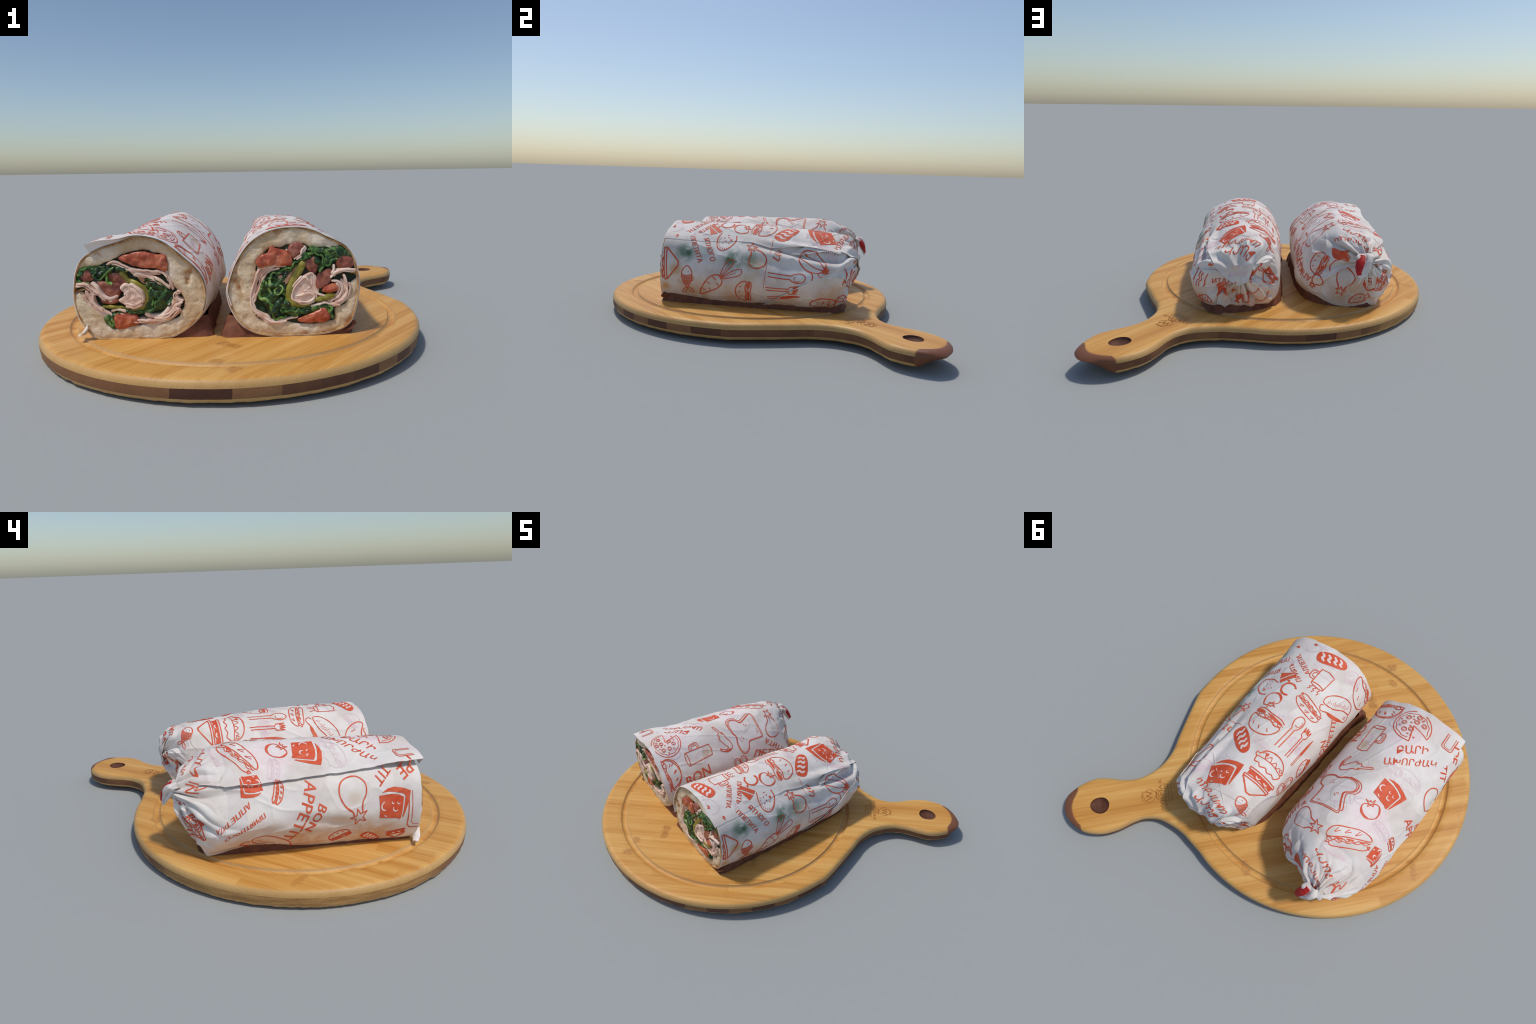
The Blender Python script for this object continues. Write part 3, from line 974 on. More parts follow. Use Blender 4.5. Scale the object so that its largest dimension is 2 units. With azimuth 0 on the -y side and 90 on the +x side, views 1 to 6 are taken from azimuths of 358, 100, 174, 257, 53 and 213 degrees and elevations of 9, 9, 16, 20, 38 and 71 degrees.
def slab(root, name, outline, y, depth, dome, mat, seed, grain=55, rough=.004):
    """a chunk of filling seen end-on: smooth outline, bulging cut face, sides running back into the roll"""
    o = spline(outline, max(28, int(sum(np.linalg.norm(np.diff(np.asarray(outline), axis=0), axis=1)) / .0045)), True)
    area = np.sum(o[:, 0] * np.roll(o[:, 1], -1) - o[:, 1] * np.roll(o[:, 0], -1))
    if area < 0:
        o = o[::-1]
    o = o + .0025 * np.stack([noise(o[:, 0] * 60, o[:, 1] * 60, seed, seed), noise(o[:, 0] * 60, o[:, 1] * 60, seed + 9.5, seed)], 1)
    xy, f = triangulate(o, spacing=.0065)
    d = edge_distance(xy, o)
    n = len(o)
    h = dome * np.sqrt(np.clip(d / .016, 0, 1)) + rough * fbm(xy[:, 0] * grain, xy[:, 1] * grain, seed, seed, 2) * np.clip(d / .006, 0, 1)
    front = np.c_[xy[:, 0], y - h, xy[:, 1]]
    b1 = np.c_[o[:, 0], np.full(n, y + .006), o[:, 1]]
    cen = o.mean(0)
    o2 = cen + (o - cen) * .9
    b2 = np.c_[o2[:, 0], np.full(n, y + depth), o2[:, 1]]
    v = np.vstack([front, b1, b2])
    m = len(front)
    ff = [list(t) for t in f]
    for j in range(n):
        k = (j + 1) % n
        ff += [[j, m + j, m + k, k], [m + j, m + n + j, m + n + k, m + k]]
    return mesh_object(name, v, [t[::1] for t in ff], mat, root, 55)


def slice_strip(root, name, path, width, y, depth, mat, seed, wave=0.0, lip=.004, closed=False):
    """a thin sheet of filling standing edge-on in the cut: follows a path, runs back into the roll"""
    L = sum(np.linalg.norm(np.diff(np.asarray(path), axis=0), axis=1))
    n = max(16, int(L / .004))
    p = spline(path, n)
    s = np.linspace(0, L, n)
    if wave:
        t = np.gradient(p, axis=0)
        t /= np.linalg.norm(t, axis=1, keepdims=True)
        p = p + np.stack([-t[:, 1], t[:, 0]], 1) * (wave * np.sin(s * 130 + seed) * noise(s * 30, seed, 0, seed))[:, None]
    t = np.gradient(p, axis=0)
    t /= np.linalg.norm(t, axis=1, keepdims=True) + 1e-12
    nn = np.stack([-t[:, 1], t[:, 0]], 1)
    w = (width / 2) * (1 + .25 * noise(s * 40, seed, 2, seed)) * np.clip(np.minimum(s, L - s) / (width * .6) + .35, 0, 1) ** .5
    yy = y + .006 * noise(s * 22, seed, 5, seed)
    sec = [(-1, depth), (-1, .004), (-.72, -lip * .7), (0, -lip), (.72, -lip * .7), (1, .004), (1, depth)]
    rows = []
    for a, dy in sec:
        sway = nn * (.010 * noise(s * 18, seed, 8, seed) * smooth(.0, depth, dy))[:, None]
        q = p + nn * (w * a)[:, None] + sway
        rows.append(np.c_[q[:, 0], yy + dy, q[:, 1]])
    v = np.stack(rows, 1).reshape(-1, 3)
    k = len(sec)
    f = [list(q) for q in grid_faces(n, k)] + [list(range(k))[::-1], list(range((n - 1) * k, n * k))]
    return mesh_object(name, v, f, mat, root, 60)


def px(side, pts):
    """drawing units (right, down) on a grid laid over the cut face -> metres (x, z)"""
    a = np.asarray(pts, float)
    sx, ox, sz, oz = FIT[side]
    return np.stack([ox + sx * a[:, 0], oz + sz * a[:, 1]], 1)


CAVITY = {
    "right": [(445, 640), (425, 760), (398, 880), (385, 1000), (400, 1090), (425, 1150), (500, 1195), (580, 1215), (690, 1200), (800, 1222), (900, 1232), (1090, 1212), (1150, 1195),
              (1160, 1085), (1250, 1045), (1285, 950), (1300, 860), (1372, 800), (1375, 720), (1330, 630), (1240, 548), (1100, 540), (950, 535), (870, 505), (760, 500), (640, 528), (555, 530), (500, 585)],
    "left": [(222, 800), (300, 705), (480, 680), (560, 645), (640, 620), (720, 580), (830, 560), (930, 565), (1050, 595), (1090, 640), (1095, 740), (1120, 830), (1180, 920), (1240, 1020),
             (1215, 1110), (1185, 1175), (1050, 1215), (830, 1240), (700, 1255), (580, 1275), (500, 1215), (520, 1160), (410, 1110), (335, 1000), (310, 930), (215, 925), (212, 860)],
}

# kind, path on the drawing grid, and (depth of the front, width of a strip); chunks close their outline
FILL = {
    "right": [
        ("leaf", "lettuce_leaf", [(470, 830), (560, 785), (700, 715), (830, 640), (960, 590), (1035, 640), (1035, 700), (990, 740), (940, 650), (860, 660), (760, 740), (690, 830), (720, 960), (760, 1040), (900, 1085), (1090, 1062),
                                  (1130, 1170), (1060, 1100), (860, 1120), (700, 1140), (620, 1175), (560, 1160), (500, 1060), (450, 960)], .008),
        ("leaf", "lettuce_leaf", [(905, 545), (1100, 540), (1290, 548), (1335, 620), (1210, 622), (1140, 660), (1060, 695), (1040, 610), (930, 585)], .008),
        ("dark_tomato", "tomato_piece", [(900, 630), (990, 612), (985, 750), (930, 765), (870, 690)], .008),
        ("dark_tomato", "tomato_piece", [(980, 790), (1060, 738), (1112, 735), (1110, 830), (1060, 892), (985, 905)], .004),
        ("dark_tomato", "tomato_piece", [(1160, 640), (1230, 600), (1330, 618), (1335, 690), (1270, 730), (1180, 720)], .008),
        ("dark_tomato", "tomato_piece", [(725, 610), (722, 520), (785, 486), (852, 508), (842, 560), (790, 622)], .004),
        ("tomato", "tomato_piece", [(428, 640), (475, 590), (530, 572), (555, 518), (640, 540), (700, 556), (740, 600), (760, 650), (745, 690), (640, 692), (560, 684), (475, 706), (432, 678)], -.004),
        ("tomato", "tomato_piece", [(1030, 922), (1090, 868), (1178, 868), (1172, 920), (1110, 948), (1050, 944)], .0),
        ("tomato", "tomato_piece", [(800, 1192), (880, 1148), (960, 1118), (1040, 1086), (1092, 1130), (1092, 1200), (900, 1218)], .0),
        ("salmon", "cheese_piece", [(610, 790), (740, 740), (752, 800), (660, 892)], .012),
        ("salmon", "cheese_piece", [(760, 690), (850, 650), (820, 760), (750, 800)], .014),
        ("pickle", "pickle_slice", [(862, 660), (800, 745), (750, 860), (722, 960), (745, 1025), (820, 1062), (920, 1058)], .006, .026),
        ("pickle", "pickle_slice", [(880, 640), (850, 720), (790, 800), (740, 870)], .010, .022),
        ("pickle", "pickle_slice", [(958, 1010), (1022, 970), (1145, 950), (1120, 1000), (1010, 1026)], .0),
        ("ham", "ham_slice", [(820, 822), (890, 772), (960, 780), (1000, 900), (960, 1002), (870, 1032), (785, 1022), (745, 945)], .0075),
        ("ham", "ham_slice", [(905, 830), (870, 800), (810, 850), (760, 920), (752, 990), (800, 1022), (880, 1026), (945, 1005), (952, 965), (900, 945), (830, 965), (780, 975)], .002, .010),
        ("ham", "ham_slice", [(880, 790), (940, 768), (958, 830), (940, 900), (905, 925), (860, 930)], .004, .012),
        ("ham", "ham_slice", [(950, 900), (985, 950), (1030, 968), (1060, 975)], .004, .012),
        ("ham", "ham_slice", [(700, 700), (610, 690), (540, 715), (475, 740), (430, 830), (400, 930), (390, 1020), (420, 1090), (500, 1140), (570, 1195), (650, 1190), (740, 1172), (805, 1162)], .004, .013),
        ("ham", "ham_slice", [(640, 715), (540, 745), (490, 800), (460, 890), (420, 960), (402, 1020)], .008, .012),
        ("ham", "ham_slice", [(405, 1130), (440, 1120), (500, 1165), (580, 1205), (700, 1195)], .002, .012),
        ("ham", "ham_slice", [(770, 636), (842, 590), (872, 540), (850, 545), (835, 590)], .002, .009),
        ("ham", "ham_slice", [(432, 682), (455, 690), (470, 705), (600, 690)], .006, .009),
        ("ham", "ham_slice", [(700, 545), (720, 570), (715, 600)], .004, .008),
        ("ham", "ham_slice", [(1108, 812), (1150, 762), (1230, 738), (1300, 738), (1372, 748)], -.002, .010),
        ("ham", "ham_slice", [(1115, 838), (1175, 845), (1212, 900), (1190, 975), (1115, 1020), (1125, 1042), (1200, 1025), (1255, 960), (1262, 880), (1225, 780)], .002, .013),
        ("ham", "ham_slice", [(1240, 800), (1240, 900), (1215, 990), (1150, 1030)], .006, .014),
        ("ham", "ham_slice", [(925, 1072), (990, 1055), (1050, 1035), (1110, 1050), (1190, 1060)], .003, .011),
        ("ham", "ham_slice", [(1142, 690), (1135, 740), (1112, 772)], .004, .010),
        ("green", "lettuce_leaf", [(555, 800), (575, 770), (640, 745), (740, 695), (830, 640), (872, 595), (960, 588), (1030, 622), (1038, 700), (1000, 755)], .000, .010),
        ("green", "lettuce_leaf", [(600, 770), (700, 722), (800, 672), (860, 620), (940, 605)], .010, .026),
        ("green", "lettuce_leaf", [(912, 555), (1000, 550), (1062, 575), (1060, 690), (1140, 655), (1205, 605)], .004, .012),
        ("green", "lettuce_leaf", [(925, 548), (1010, 575), (1120, 560), (1200, 590), (1245, 560), (1285, 600), (1330, 615)], .006, .022),
        ("green", "lettuce_leaf", [(1020, 560), (1090, 600), (1150, 560), (1240, 545), (1310, 600)], .012, .03),
        ("light_green", "lettuce_leaf", [(555, 800), (545, 870), (555, 950), (605, 985)], .002, .010),
        ("light_green", "lettuce_leaf", [(490, 815), (510, 860), (480, 880), (450, 940), (470, 990), (520, 1005), (560, 1080), (585, 1170), (640, 1160), (700, 1150)], -.002, .012),
        ("light_green", "lettuce_leaf", [(600, 860), (650, 880), (655, 930), (605, 955), (590, 920), (620, 890)], .002, .008),
        ("light_green", "lettuce_leaf", [(650, 930), (700, 980), (690, 1040), (640, 1090), (560, 1040)], .004, .012),
        ("light_green", "lettuce_leaf", [(640, 1100), (690, 1060), (705, 1000)], .004, .008),
        ("green", "lettuce_leaf", [(640, 1095), (720, 1110), (800, 1100), (900, 1090), (1050, 1062), (1110, 1085), (1125, 1180)], .000, .012),
        ("green", "lettuce_leaf", [(700, 1120), (800, 1130), (900, 1110), (1040, 1075), (1090, 1100), (1100, 1190)], .008, .020),
        ("light_green", "lettuce_leaf", [(540, 1010), (600, 1000), (640, 1050), (600, 1110), (560, 1080)], .010),
    ],
    "left": [
        ("leaf", "lettuce_leaf", [(228, 830), (290, 728), (480, 692), (700, 700), (725, 755), (560, 775), (470, 818), (380, 775), (300, 815)], .008),
        ("leaf", "lettuce_leaf", [(880, 800), (1000, 822), (1075, 885), (1130, 920), (1150, 980), (1100, 1080), (960, 1118), (850, 1118), (900, 1000)], .009),
        ("leaf", "lettuce_leaf", [(495, 1195), (590, 1132), (850, 1112), (855, 1138), (600, 1165), (578, 1275)], .006),
        ("dark_tomato", "tomato_piece", [(535, 740), (640, 735), (715, 830), (660, 890), (560, 850)], .010),
        ("dark_tomato", "tomato_piece", [(275, 780), (350, 728), (415, 800), (330, 845)], .008),
        ("tomato", "tomato_piece", [(648, 622), (740, 582), (880, 566), (1000, 592), (1082, 610), (1088, 742), (980, 716), (860, 712), (730, 672)], -.004),
        ("dark_tomato", "tomato_piece", [(440, 830), (560, 842), (660, 860), (668, 905), (640, 972), (560, 978), (490, 925)], .004),
        ("dark_tomato", "tomato_piece", [(478, 985), (610, 985), (640, 1030), (540, 1048), (470, 1030)], .004),
        ("tomato", "tomato_piece", [(588, 1150), (700, 1128), (795, 1150), (825, 1205), (790, 1242), (600, 1275)], .000),
        ("salmon", "cheese_piece", [(800, 790), (940, 810), (960, 880), (900, 890)], .012),
        ("ham", "ham_slice", [(655, 892), (745, 858), (820, 892), (872, 970), (862, 1032), (780, 1072), (680, 1045), (630, 1005), (690, 960)], -.004),
        ("ham", "ham_slice", [(660, 900), (700, 870), (735, 885), (725, 930), (690, 955)], -.010, .012),
        ("ham", "ham_slice", [(742, 862), (790, 880), (845, 925), (866, 985), (850, 1035)], -.009, .014),
        ("ham", "ham_slice", [(690, 1040), (760, 1052), (820, 1040), (850, 1010)], -.008, .014),
        ("ham", "ham_slice", [(760, 900), (790, 940), (780, 985), (720, 1000)], -.010, .016),
        ("ham", "ham_slice", [(540, 682), (600, 655), (690, 688), (790, 728), (930, 742), (1050, 758), (1092, 800)], .000, .012),
        ("ham", "ham_slice", [(738, 728), (840, 762), (950, 788), (1050, 845), (1112, 895)], -.002, .014),
        ("ham", "ham_slice", [(750, 748), (870, 782), (990, 822), (1080, 880), (1115, 910)], .002, .012),
        ("ham", "ham_slice", [(1085, 740), (1100, 800), (1125, 850), (1140, 920)], .004, .010),
        ("ham", "ham_slice", [(1178, 925), (1205, 945), (1165, 968), (1190, 1002), (1235, 1022)], .000, .010),
        ("ham", "ham_slice", [(870, 1140), (950, 1165), (1030, 1160), (1100, 1092), (1160, 1022), (1150, 990)], .004, .024),
        ("ham", "ham_slice", [(700, 1180), (820, 1198), (980, 1202), (1110, 1172), (1185, 1110), (1192, 1092), (1150, 1112), (1070, 1175), (960, 1185)], -.002, .011),
        ("ham", "ham_slice", [(1030, 1165), (1110, 1120), (1170, 1060), (1230, 1030)], .003, .014),
        ("ham", "ham_slice", [(212, 858), (330, 862), (390, 905), (450, 945)], -.002, .011),
        ("ham", "ham_slice", [(380, 852), (430, 880), (480, 962), (560, 992), (630, 965)], -.002, .014),
        ("ham", "ham_slice", [(330, 915), (375, 1010), (440, 1085), (540, 1132), (560, 1150)], .002, .020),
        ("ham", "ham_slice", [(360, 930), (400, 1040), (470, 1110), (540, 1150)], .008, .020),
        ("ham", "ham_slice", [(440, 950), (395, 955), (405, 1030), (450, 1080), (480, 1100)], -.002, .012),
        ("ham", "ham_slice", [(560, 1105), (640, 1095), (700, 1115)], .002, .012),
        ("pickle", "pickle_slice", [(660, 745), (720, 825), (820, 868), (888, 935), (900, 1010), (835, 1082), (735, 1105), (660, 1085)], .006, .024),
        ("pickle", "pickle_slice", [(475, 1056), (600, 1058), (690, 1075), (640, 1090), (540, 1085)], -.002),
        ("green", "lettuce_leaf", [(225, 820), (290, 735), (390, 715), (440, 750), (400, 800), (460, 815), (530, 765), (600, 702)], .000, .011),
        ("green", "lettuce_leaf", [(235, 790), (300, 725), (400, 700), (500, 690), (580, 690), (700, 720)], .010, .026),
        ("light_green", "lettuce_leaf", [(545, 760), (522, 800), (540, 838), (582, 862)], .000, .009),
        ("green", "lettuce_leaf", [(440, 735), (540, 720), (640, 700), (700, 725), (720, 750)], .006, .014),
        ("light_green", "lettuce_leaf", [(225, 825), (300, 840), (360, 850)], .002, .008),
        ("green", "lettuce_leaf", [(890, 815), (1000, 830), (1068, 885), (1060, 960), (990, 1025), (965, 1100), (900, 1110)], .002, .013),
        ("light_green", "lettuce_leaf", [(905, 930), (960, 900), (1010, 900), (1000, 945), (945, 1010), (940, 1060)], .004, .014),
        ("green", "lettuce_leaf", [(950, 860), (1030, 880), (1030, 960), (960, 1020), (900, 1090)], .014, .032),
        ("green", "lettuce_leaf", [(850, 1122), (700, 1122), (590, 1135), (565, 1185), (578, 1270)], .000, .011),
        ("green", "lettuce_leaf", [(590, 1130), (545, 1160), (500, 1195), (560, 1240), (575, 1275)], .006, .018),
        ("green", "lettuce_leaf", [(620, 1110), (740, 1125), (860, 1120), (920, 1095)], .008, .018),
    ],
}
CRACKS = {"right": [[(215, 720), (245, 785), (270, 830), (292, 905)], [(1250, 800), (1310, 775), (1372, 790)]],
          "left": [[(1335, 720), (1292, 780), (1282, 862)], [(1180, 930), (1195, 950)], [(225, 925), (290, 915), (330, 905)]]}


def build_filling(roll, root, mats):
    side, y0 = roll.side, roll.y0
    base = roll.surface(THETA[::3], np.zeros(240), -.0055)
    outer = base[:, [0, 2]][::-1]
    cav = spline(px(side, CAVITY[side]), 300, True)
    ar = np.sum(cav[:, 0] * np.roll(cav[:, 1], -1) - cav[:, 1] * np.roll(cav[:, 0], -1))
    if ar < 0:
        cav = cav[::-1]
    cav = cav.mean(0) + (cav - cav.mean(0)) * 1.004
    cav = cav + .0035 * np.stack([noise(cav[:, 0] * 45, cav[:, 1] * 45, 1, 5), noise(cav[:, 0] * 45, cav[:, 1] * 45, 7, 5)], 1)
    # keep a thin wall of bread where the opening runs out to the paper
    mid = cav.mean(0)
    d = edge_distance(cav, outer)
    ins = inside(cav, outer)
    for _ in range(12):
        bad = ~ins | (d < .006)
        cav[bad] = mid + (cav[bad] - mid) * .985
        d, ins = edge_distance(cav, outer), inside(cav, outer)
    lo, hi = outer.min(0), outer.max(0)
    gx, gy = np.meshgrid(np.arange(lo[0], hi[0], .006), np.arange(lo[1], hi[1], .0052))
    g = np.stack([(gx + (np.arange(gx.shape[0]) % 2)[:, None] * .003).ravel(), gy.ravel()], 1)
    g = g[inside(g, outer) & ~inside(g, cav)]
    g = g[(edge_distance(g, outer) > .003) & (edge_distance(g, cav) > .003)]
    allp = [Vector(p) for p in np.vstack([outer, cav, g])]
    no, nc = len(outer), len(cav)
    e = [(i, (i + 1) % no) for i in range(no)] + [(no + i, no + (i + 1) % nc) for i in range(nc)]
    v, _, f, _, _, _ = geometry.delaunay_2d_cdt(allp, e, [], 1, 1e-8)
    v = np.array([tuple(p) for p in v])
    cen = np.array([v[list(t)].mean(0) for t in f])
    f = [list(t) for t, k in zip(f, ~inside(cen, cav)) if k]
    dc, do = edge_distance(v, cav), edge_distance(v, outer)
    puff = .006 * np.sqrt(np.clip(dc / .02, 0, 1)) * np.sqrt(np.clip(do / .014, 0, 1))
    bump = .0026 * fbm(v[:, 0] * 34, v[:, 1] * 34, 3, 21, 4) - .003 * ridged(v[:, 0] * 11, v[:, 1] * 14, 5, 22, 14)
    for c in CRACKS[side]:
        q = spline(px(side, c), 30)
        dd = np.min(np.linalg.norm(v[:, None] - q[None], axis=2), axis=1)
        bump = bump - .012 * np.exp(-(dd / .009) ** 2)
    front = np.c_[v[:, 0], y0 + .003 - puff - bump * np.clip(do / .008, 0, 1), v[:, 1]]
    wall = np.c_[cav[:, 0], np.full(nc, y0 + .05), cav[:, 1]]
    m = len(front)
    ff = f + [[no + j, no + (j + 1) % nc, m + (j + 1) % nc, m + j] for j in range(nc)]
    mesh_object("flatbread", np.vstack([front, wall]), ff, mats["bread"], root, 70)
    # toasted outside of the bread, a thin rim next to the paper
    o2 = base[:, [0, 2]]
    nrm = np.stack([np.sin(THETA[::3]), np.cos(THETA[::3])], 1)
    wob = (.0045 + .0025 * noise(THETA[::3] * 6, 0, 0, 44))[:, None]
    prof = [(.0015, .004), (.0005, -.001), (0, -.0045), (-1, -.0035), (-1, .004)]
    rows = [np.c_[(o2 + nrm * (wob * a if a < 0 else a))[:, 0], np.full(240, y0 + dy) + .0015 * noise(THETA[::3] * 14, 0, 0, 45), (o2 + nrm * (wob * a if a < 0 else a))[:, 1]] for a, dy in prof]
    mesh_object("toasted_crust", np.vstack(rows), grid_faces(len(prof), 240, True), mats["crust"], root, 60)
    for i, c in enumerate(CRACKS[side]):
        slice_strip(root, "toasted_crust", px(side, c), .009, y0 + .010, .02, mats["crust"], 70 + i)
    # dark inside of the roll behind the fillings
    xy, f = triangulate(cav, spacing=.008)
    yb = y0 + (.006 if side == "right" else .012) - .006 * fbm(xy[:, 0] * 30, xy[:, 1] * 30, 1, 61, 2)
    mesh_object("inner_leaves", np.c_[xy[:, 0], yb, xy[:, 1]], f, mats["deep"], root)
    seed = 100
    shift = -.009 if side == "right" else -.003

    def keep(o):
        """nothing may poke out through the paper"""
        co = np.array([tuple(p.co) for p in o.data.vertices])
        c = roll.centre_at(co[:, 1])
        dx, dz = co[:, 0] - c[:, 0], co[:, 2] - c[:, 1]
        lim = roll.radius_at(np.arctan2(dx, dz), co[:, 1]) - .012 - .10 * np.clip(co[:, 1] - y0, 0, .1)
        k = np.minimum(1, lim / np.maximum(np.hypot(dx, dz), 1e-6))
        co[:, 0], co[:, 2] = c[:, 0] + dx * k, c[:, 1] + dz * k
        o.data.vertices.foreach_set("co", co.ravel())
        o.data.update()

    for item in FILL[side]:
        kind, name, path, y = item[:4]
        seed += 7
        q = px(side, path)
        if len(item) == 4:
            flat = kind == "ham" and y > .007
            keep(slab(root, name, q, y0 + y + shift, .03, .002 if flat else .006, mats[kind], seed, rough=.002 if flat else .010 if kind == "leaf" else .004))
            continue
        wave = {"green": .007, "light_green": .006, "ham": .0015, "pickle": .001}[kind]
        wide = item[4] * (.95 if kind == "ham" else 1)
        keep(slice_strip(root, name, q, wide, y0 + y + shift, .035, mats[kind], seed, wave))
        length = np.linalg.norm(np.diff(q, axis=0), axis=1).sum()
        if kind == "ham" and length > .075:
            # slices lie in stacks: a second one just behind, a little shorter
            p = spline(q, 24)[2:-3]
            t = np.gradient(p, axis=0)
            t /= np.linalg.norm(t, axis=1, keepdims=True)
            p = p + np.stack([t[:, 1], -t[:, 0]], 1) * (wide * .78 + .002 * noise(np.arange(len(p)) * .35, seed, 0, 3))[:, None]
            keep(slice_strip(root, name, p, wide * .85, y0 + y + shift + .003, .03, mats[kind], seed + 3, wave))
    for o in root.children:
        if o.name.split(".")[0] in ("wrapper",):
            continue
        co = np.array([tuple(p.co) for p in o.data.vertices])
        co[:, 1] += roll.lean * (co[:, 2] - .32) + roll.skew * (co[:, 0] + .44)
        o.data.vertices.foreach_set("co", co.ravel())
        o.data.update()


def build_rolls():
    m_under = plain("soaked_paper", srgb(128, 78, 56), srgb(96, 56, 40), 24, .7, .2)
    mats = dict(bread=bread(), crust=crust(), tomato=tomato(), dark_tomato=dark_tomato(), ham=ham(), pickle=pickle(),
                leaf=lettuce("lettuce_blade", srgb(10, 18, 10), srgb(30, 58, 26), srgb(72, 108, 48)),
                green=lettuce("lettuce_dark", srgb(22, 42, 20), srgb(50, 90, 38), srgb(128, 164, 86)),
                light_green=lettuce("lettuce_light", srgb(48, 84, 30), srgb(100, 142, 58), srgb(168, 196, 112)),
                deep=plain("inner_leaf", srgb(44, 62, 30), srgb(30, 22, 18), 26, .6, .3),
                salmon=plain("soft_cheese", srgb(214, 168, 138), srgb(186, 128, 96), 20, .4))
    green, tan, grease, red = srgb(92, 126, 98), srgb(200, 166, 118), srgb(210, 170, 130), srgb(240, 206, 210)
    stains = {  # low flank entries tint the board's orange bounce light into the paper
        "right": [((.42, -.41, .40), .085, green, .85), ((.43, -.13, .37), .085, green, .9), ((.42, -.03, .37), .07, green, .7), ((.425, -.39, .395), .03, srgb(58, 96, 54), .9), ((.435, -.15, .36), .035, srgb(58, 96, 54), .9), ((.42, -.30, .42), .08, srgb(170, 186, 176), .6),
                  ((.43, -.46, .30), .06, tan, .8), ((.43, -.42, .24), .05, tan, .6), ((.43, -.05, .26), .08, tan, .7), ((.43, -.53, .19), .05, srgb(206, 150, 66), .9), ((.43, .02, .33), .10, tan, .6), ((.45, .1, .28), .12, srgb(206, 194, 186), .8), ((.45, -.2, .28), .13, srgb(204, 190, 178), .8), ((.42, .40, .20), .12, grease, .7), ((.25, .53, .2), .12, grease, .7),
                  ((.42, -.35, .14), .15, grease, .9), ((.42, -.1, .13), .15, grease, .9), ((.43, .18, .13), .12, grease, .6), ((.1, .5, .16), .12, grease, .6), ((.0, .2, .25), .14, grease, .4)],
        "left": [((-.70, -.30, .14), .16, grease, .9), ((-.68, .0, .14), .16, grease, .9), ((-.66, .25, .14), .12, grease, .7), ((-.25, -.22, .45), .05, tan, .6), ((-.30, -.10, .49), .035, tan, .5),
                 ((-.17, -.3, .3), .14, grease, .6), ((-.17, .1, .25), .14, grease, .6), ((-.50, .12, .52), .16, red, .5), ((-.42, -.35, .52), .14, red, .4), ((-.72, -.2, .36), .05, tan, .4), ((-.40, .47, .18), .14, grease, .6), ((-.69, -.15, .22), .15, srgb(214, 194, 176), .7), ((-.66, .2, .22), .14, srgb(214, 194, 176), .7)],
    }
    labels = {"right": "half of a flatbread roll in red-printed white paper, folded end", "left": "half of a flatbread roll in red-printed white paper, twisted end"}
    out = {}
    for side in ("right", "left"):
        roll = ROLLS[side]
        root = empty("sandwich_roll", labels[side], "wrap sandwich")
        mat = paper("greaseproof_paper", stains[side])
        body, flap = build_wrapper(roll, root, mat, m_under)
        build_filling(roll, root, mats)
        if side == "left":
            build_tail(body, mat, None)
            red = plain("printed_red_paper", srgb(200, 40, 36), srgb(158, 26, 28), 40, .6, .2)
            curl(body, "twisted_end", [(-.440, .545, .418), (-.426, .570, .395), (-.414, .588, .360), (-.414, .597, .328)], [.034, .046, .040, .022], red, .009)
            curl(body, "twisted_end", [(-.500, .535, .350), (-.510, .538, .310), (-.518, .522, .266), (-.524, .505, .226)], [.032, .028, .022, .012], mat, .009)
            curl(body, "twisted_end", [(-.540, .500, .372), (-.549, .510, .340), (-.551, .504, .300)], [.026, .030, .014], mat, .008)
            curl(body, "paper_corner", [(-.672, -.518, .150), (-.690, -.518, .128), (-.703, -.510, .112), (-.717, -.500, .106)], [.05, .035, .03, .022], mat)
        else:
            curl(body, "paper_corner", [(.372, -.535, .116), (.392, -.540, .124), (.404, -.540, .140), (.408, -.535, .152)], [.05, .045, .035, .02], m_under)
        out[side] = (body, flap)
    return out, mats


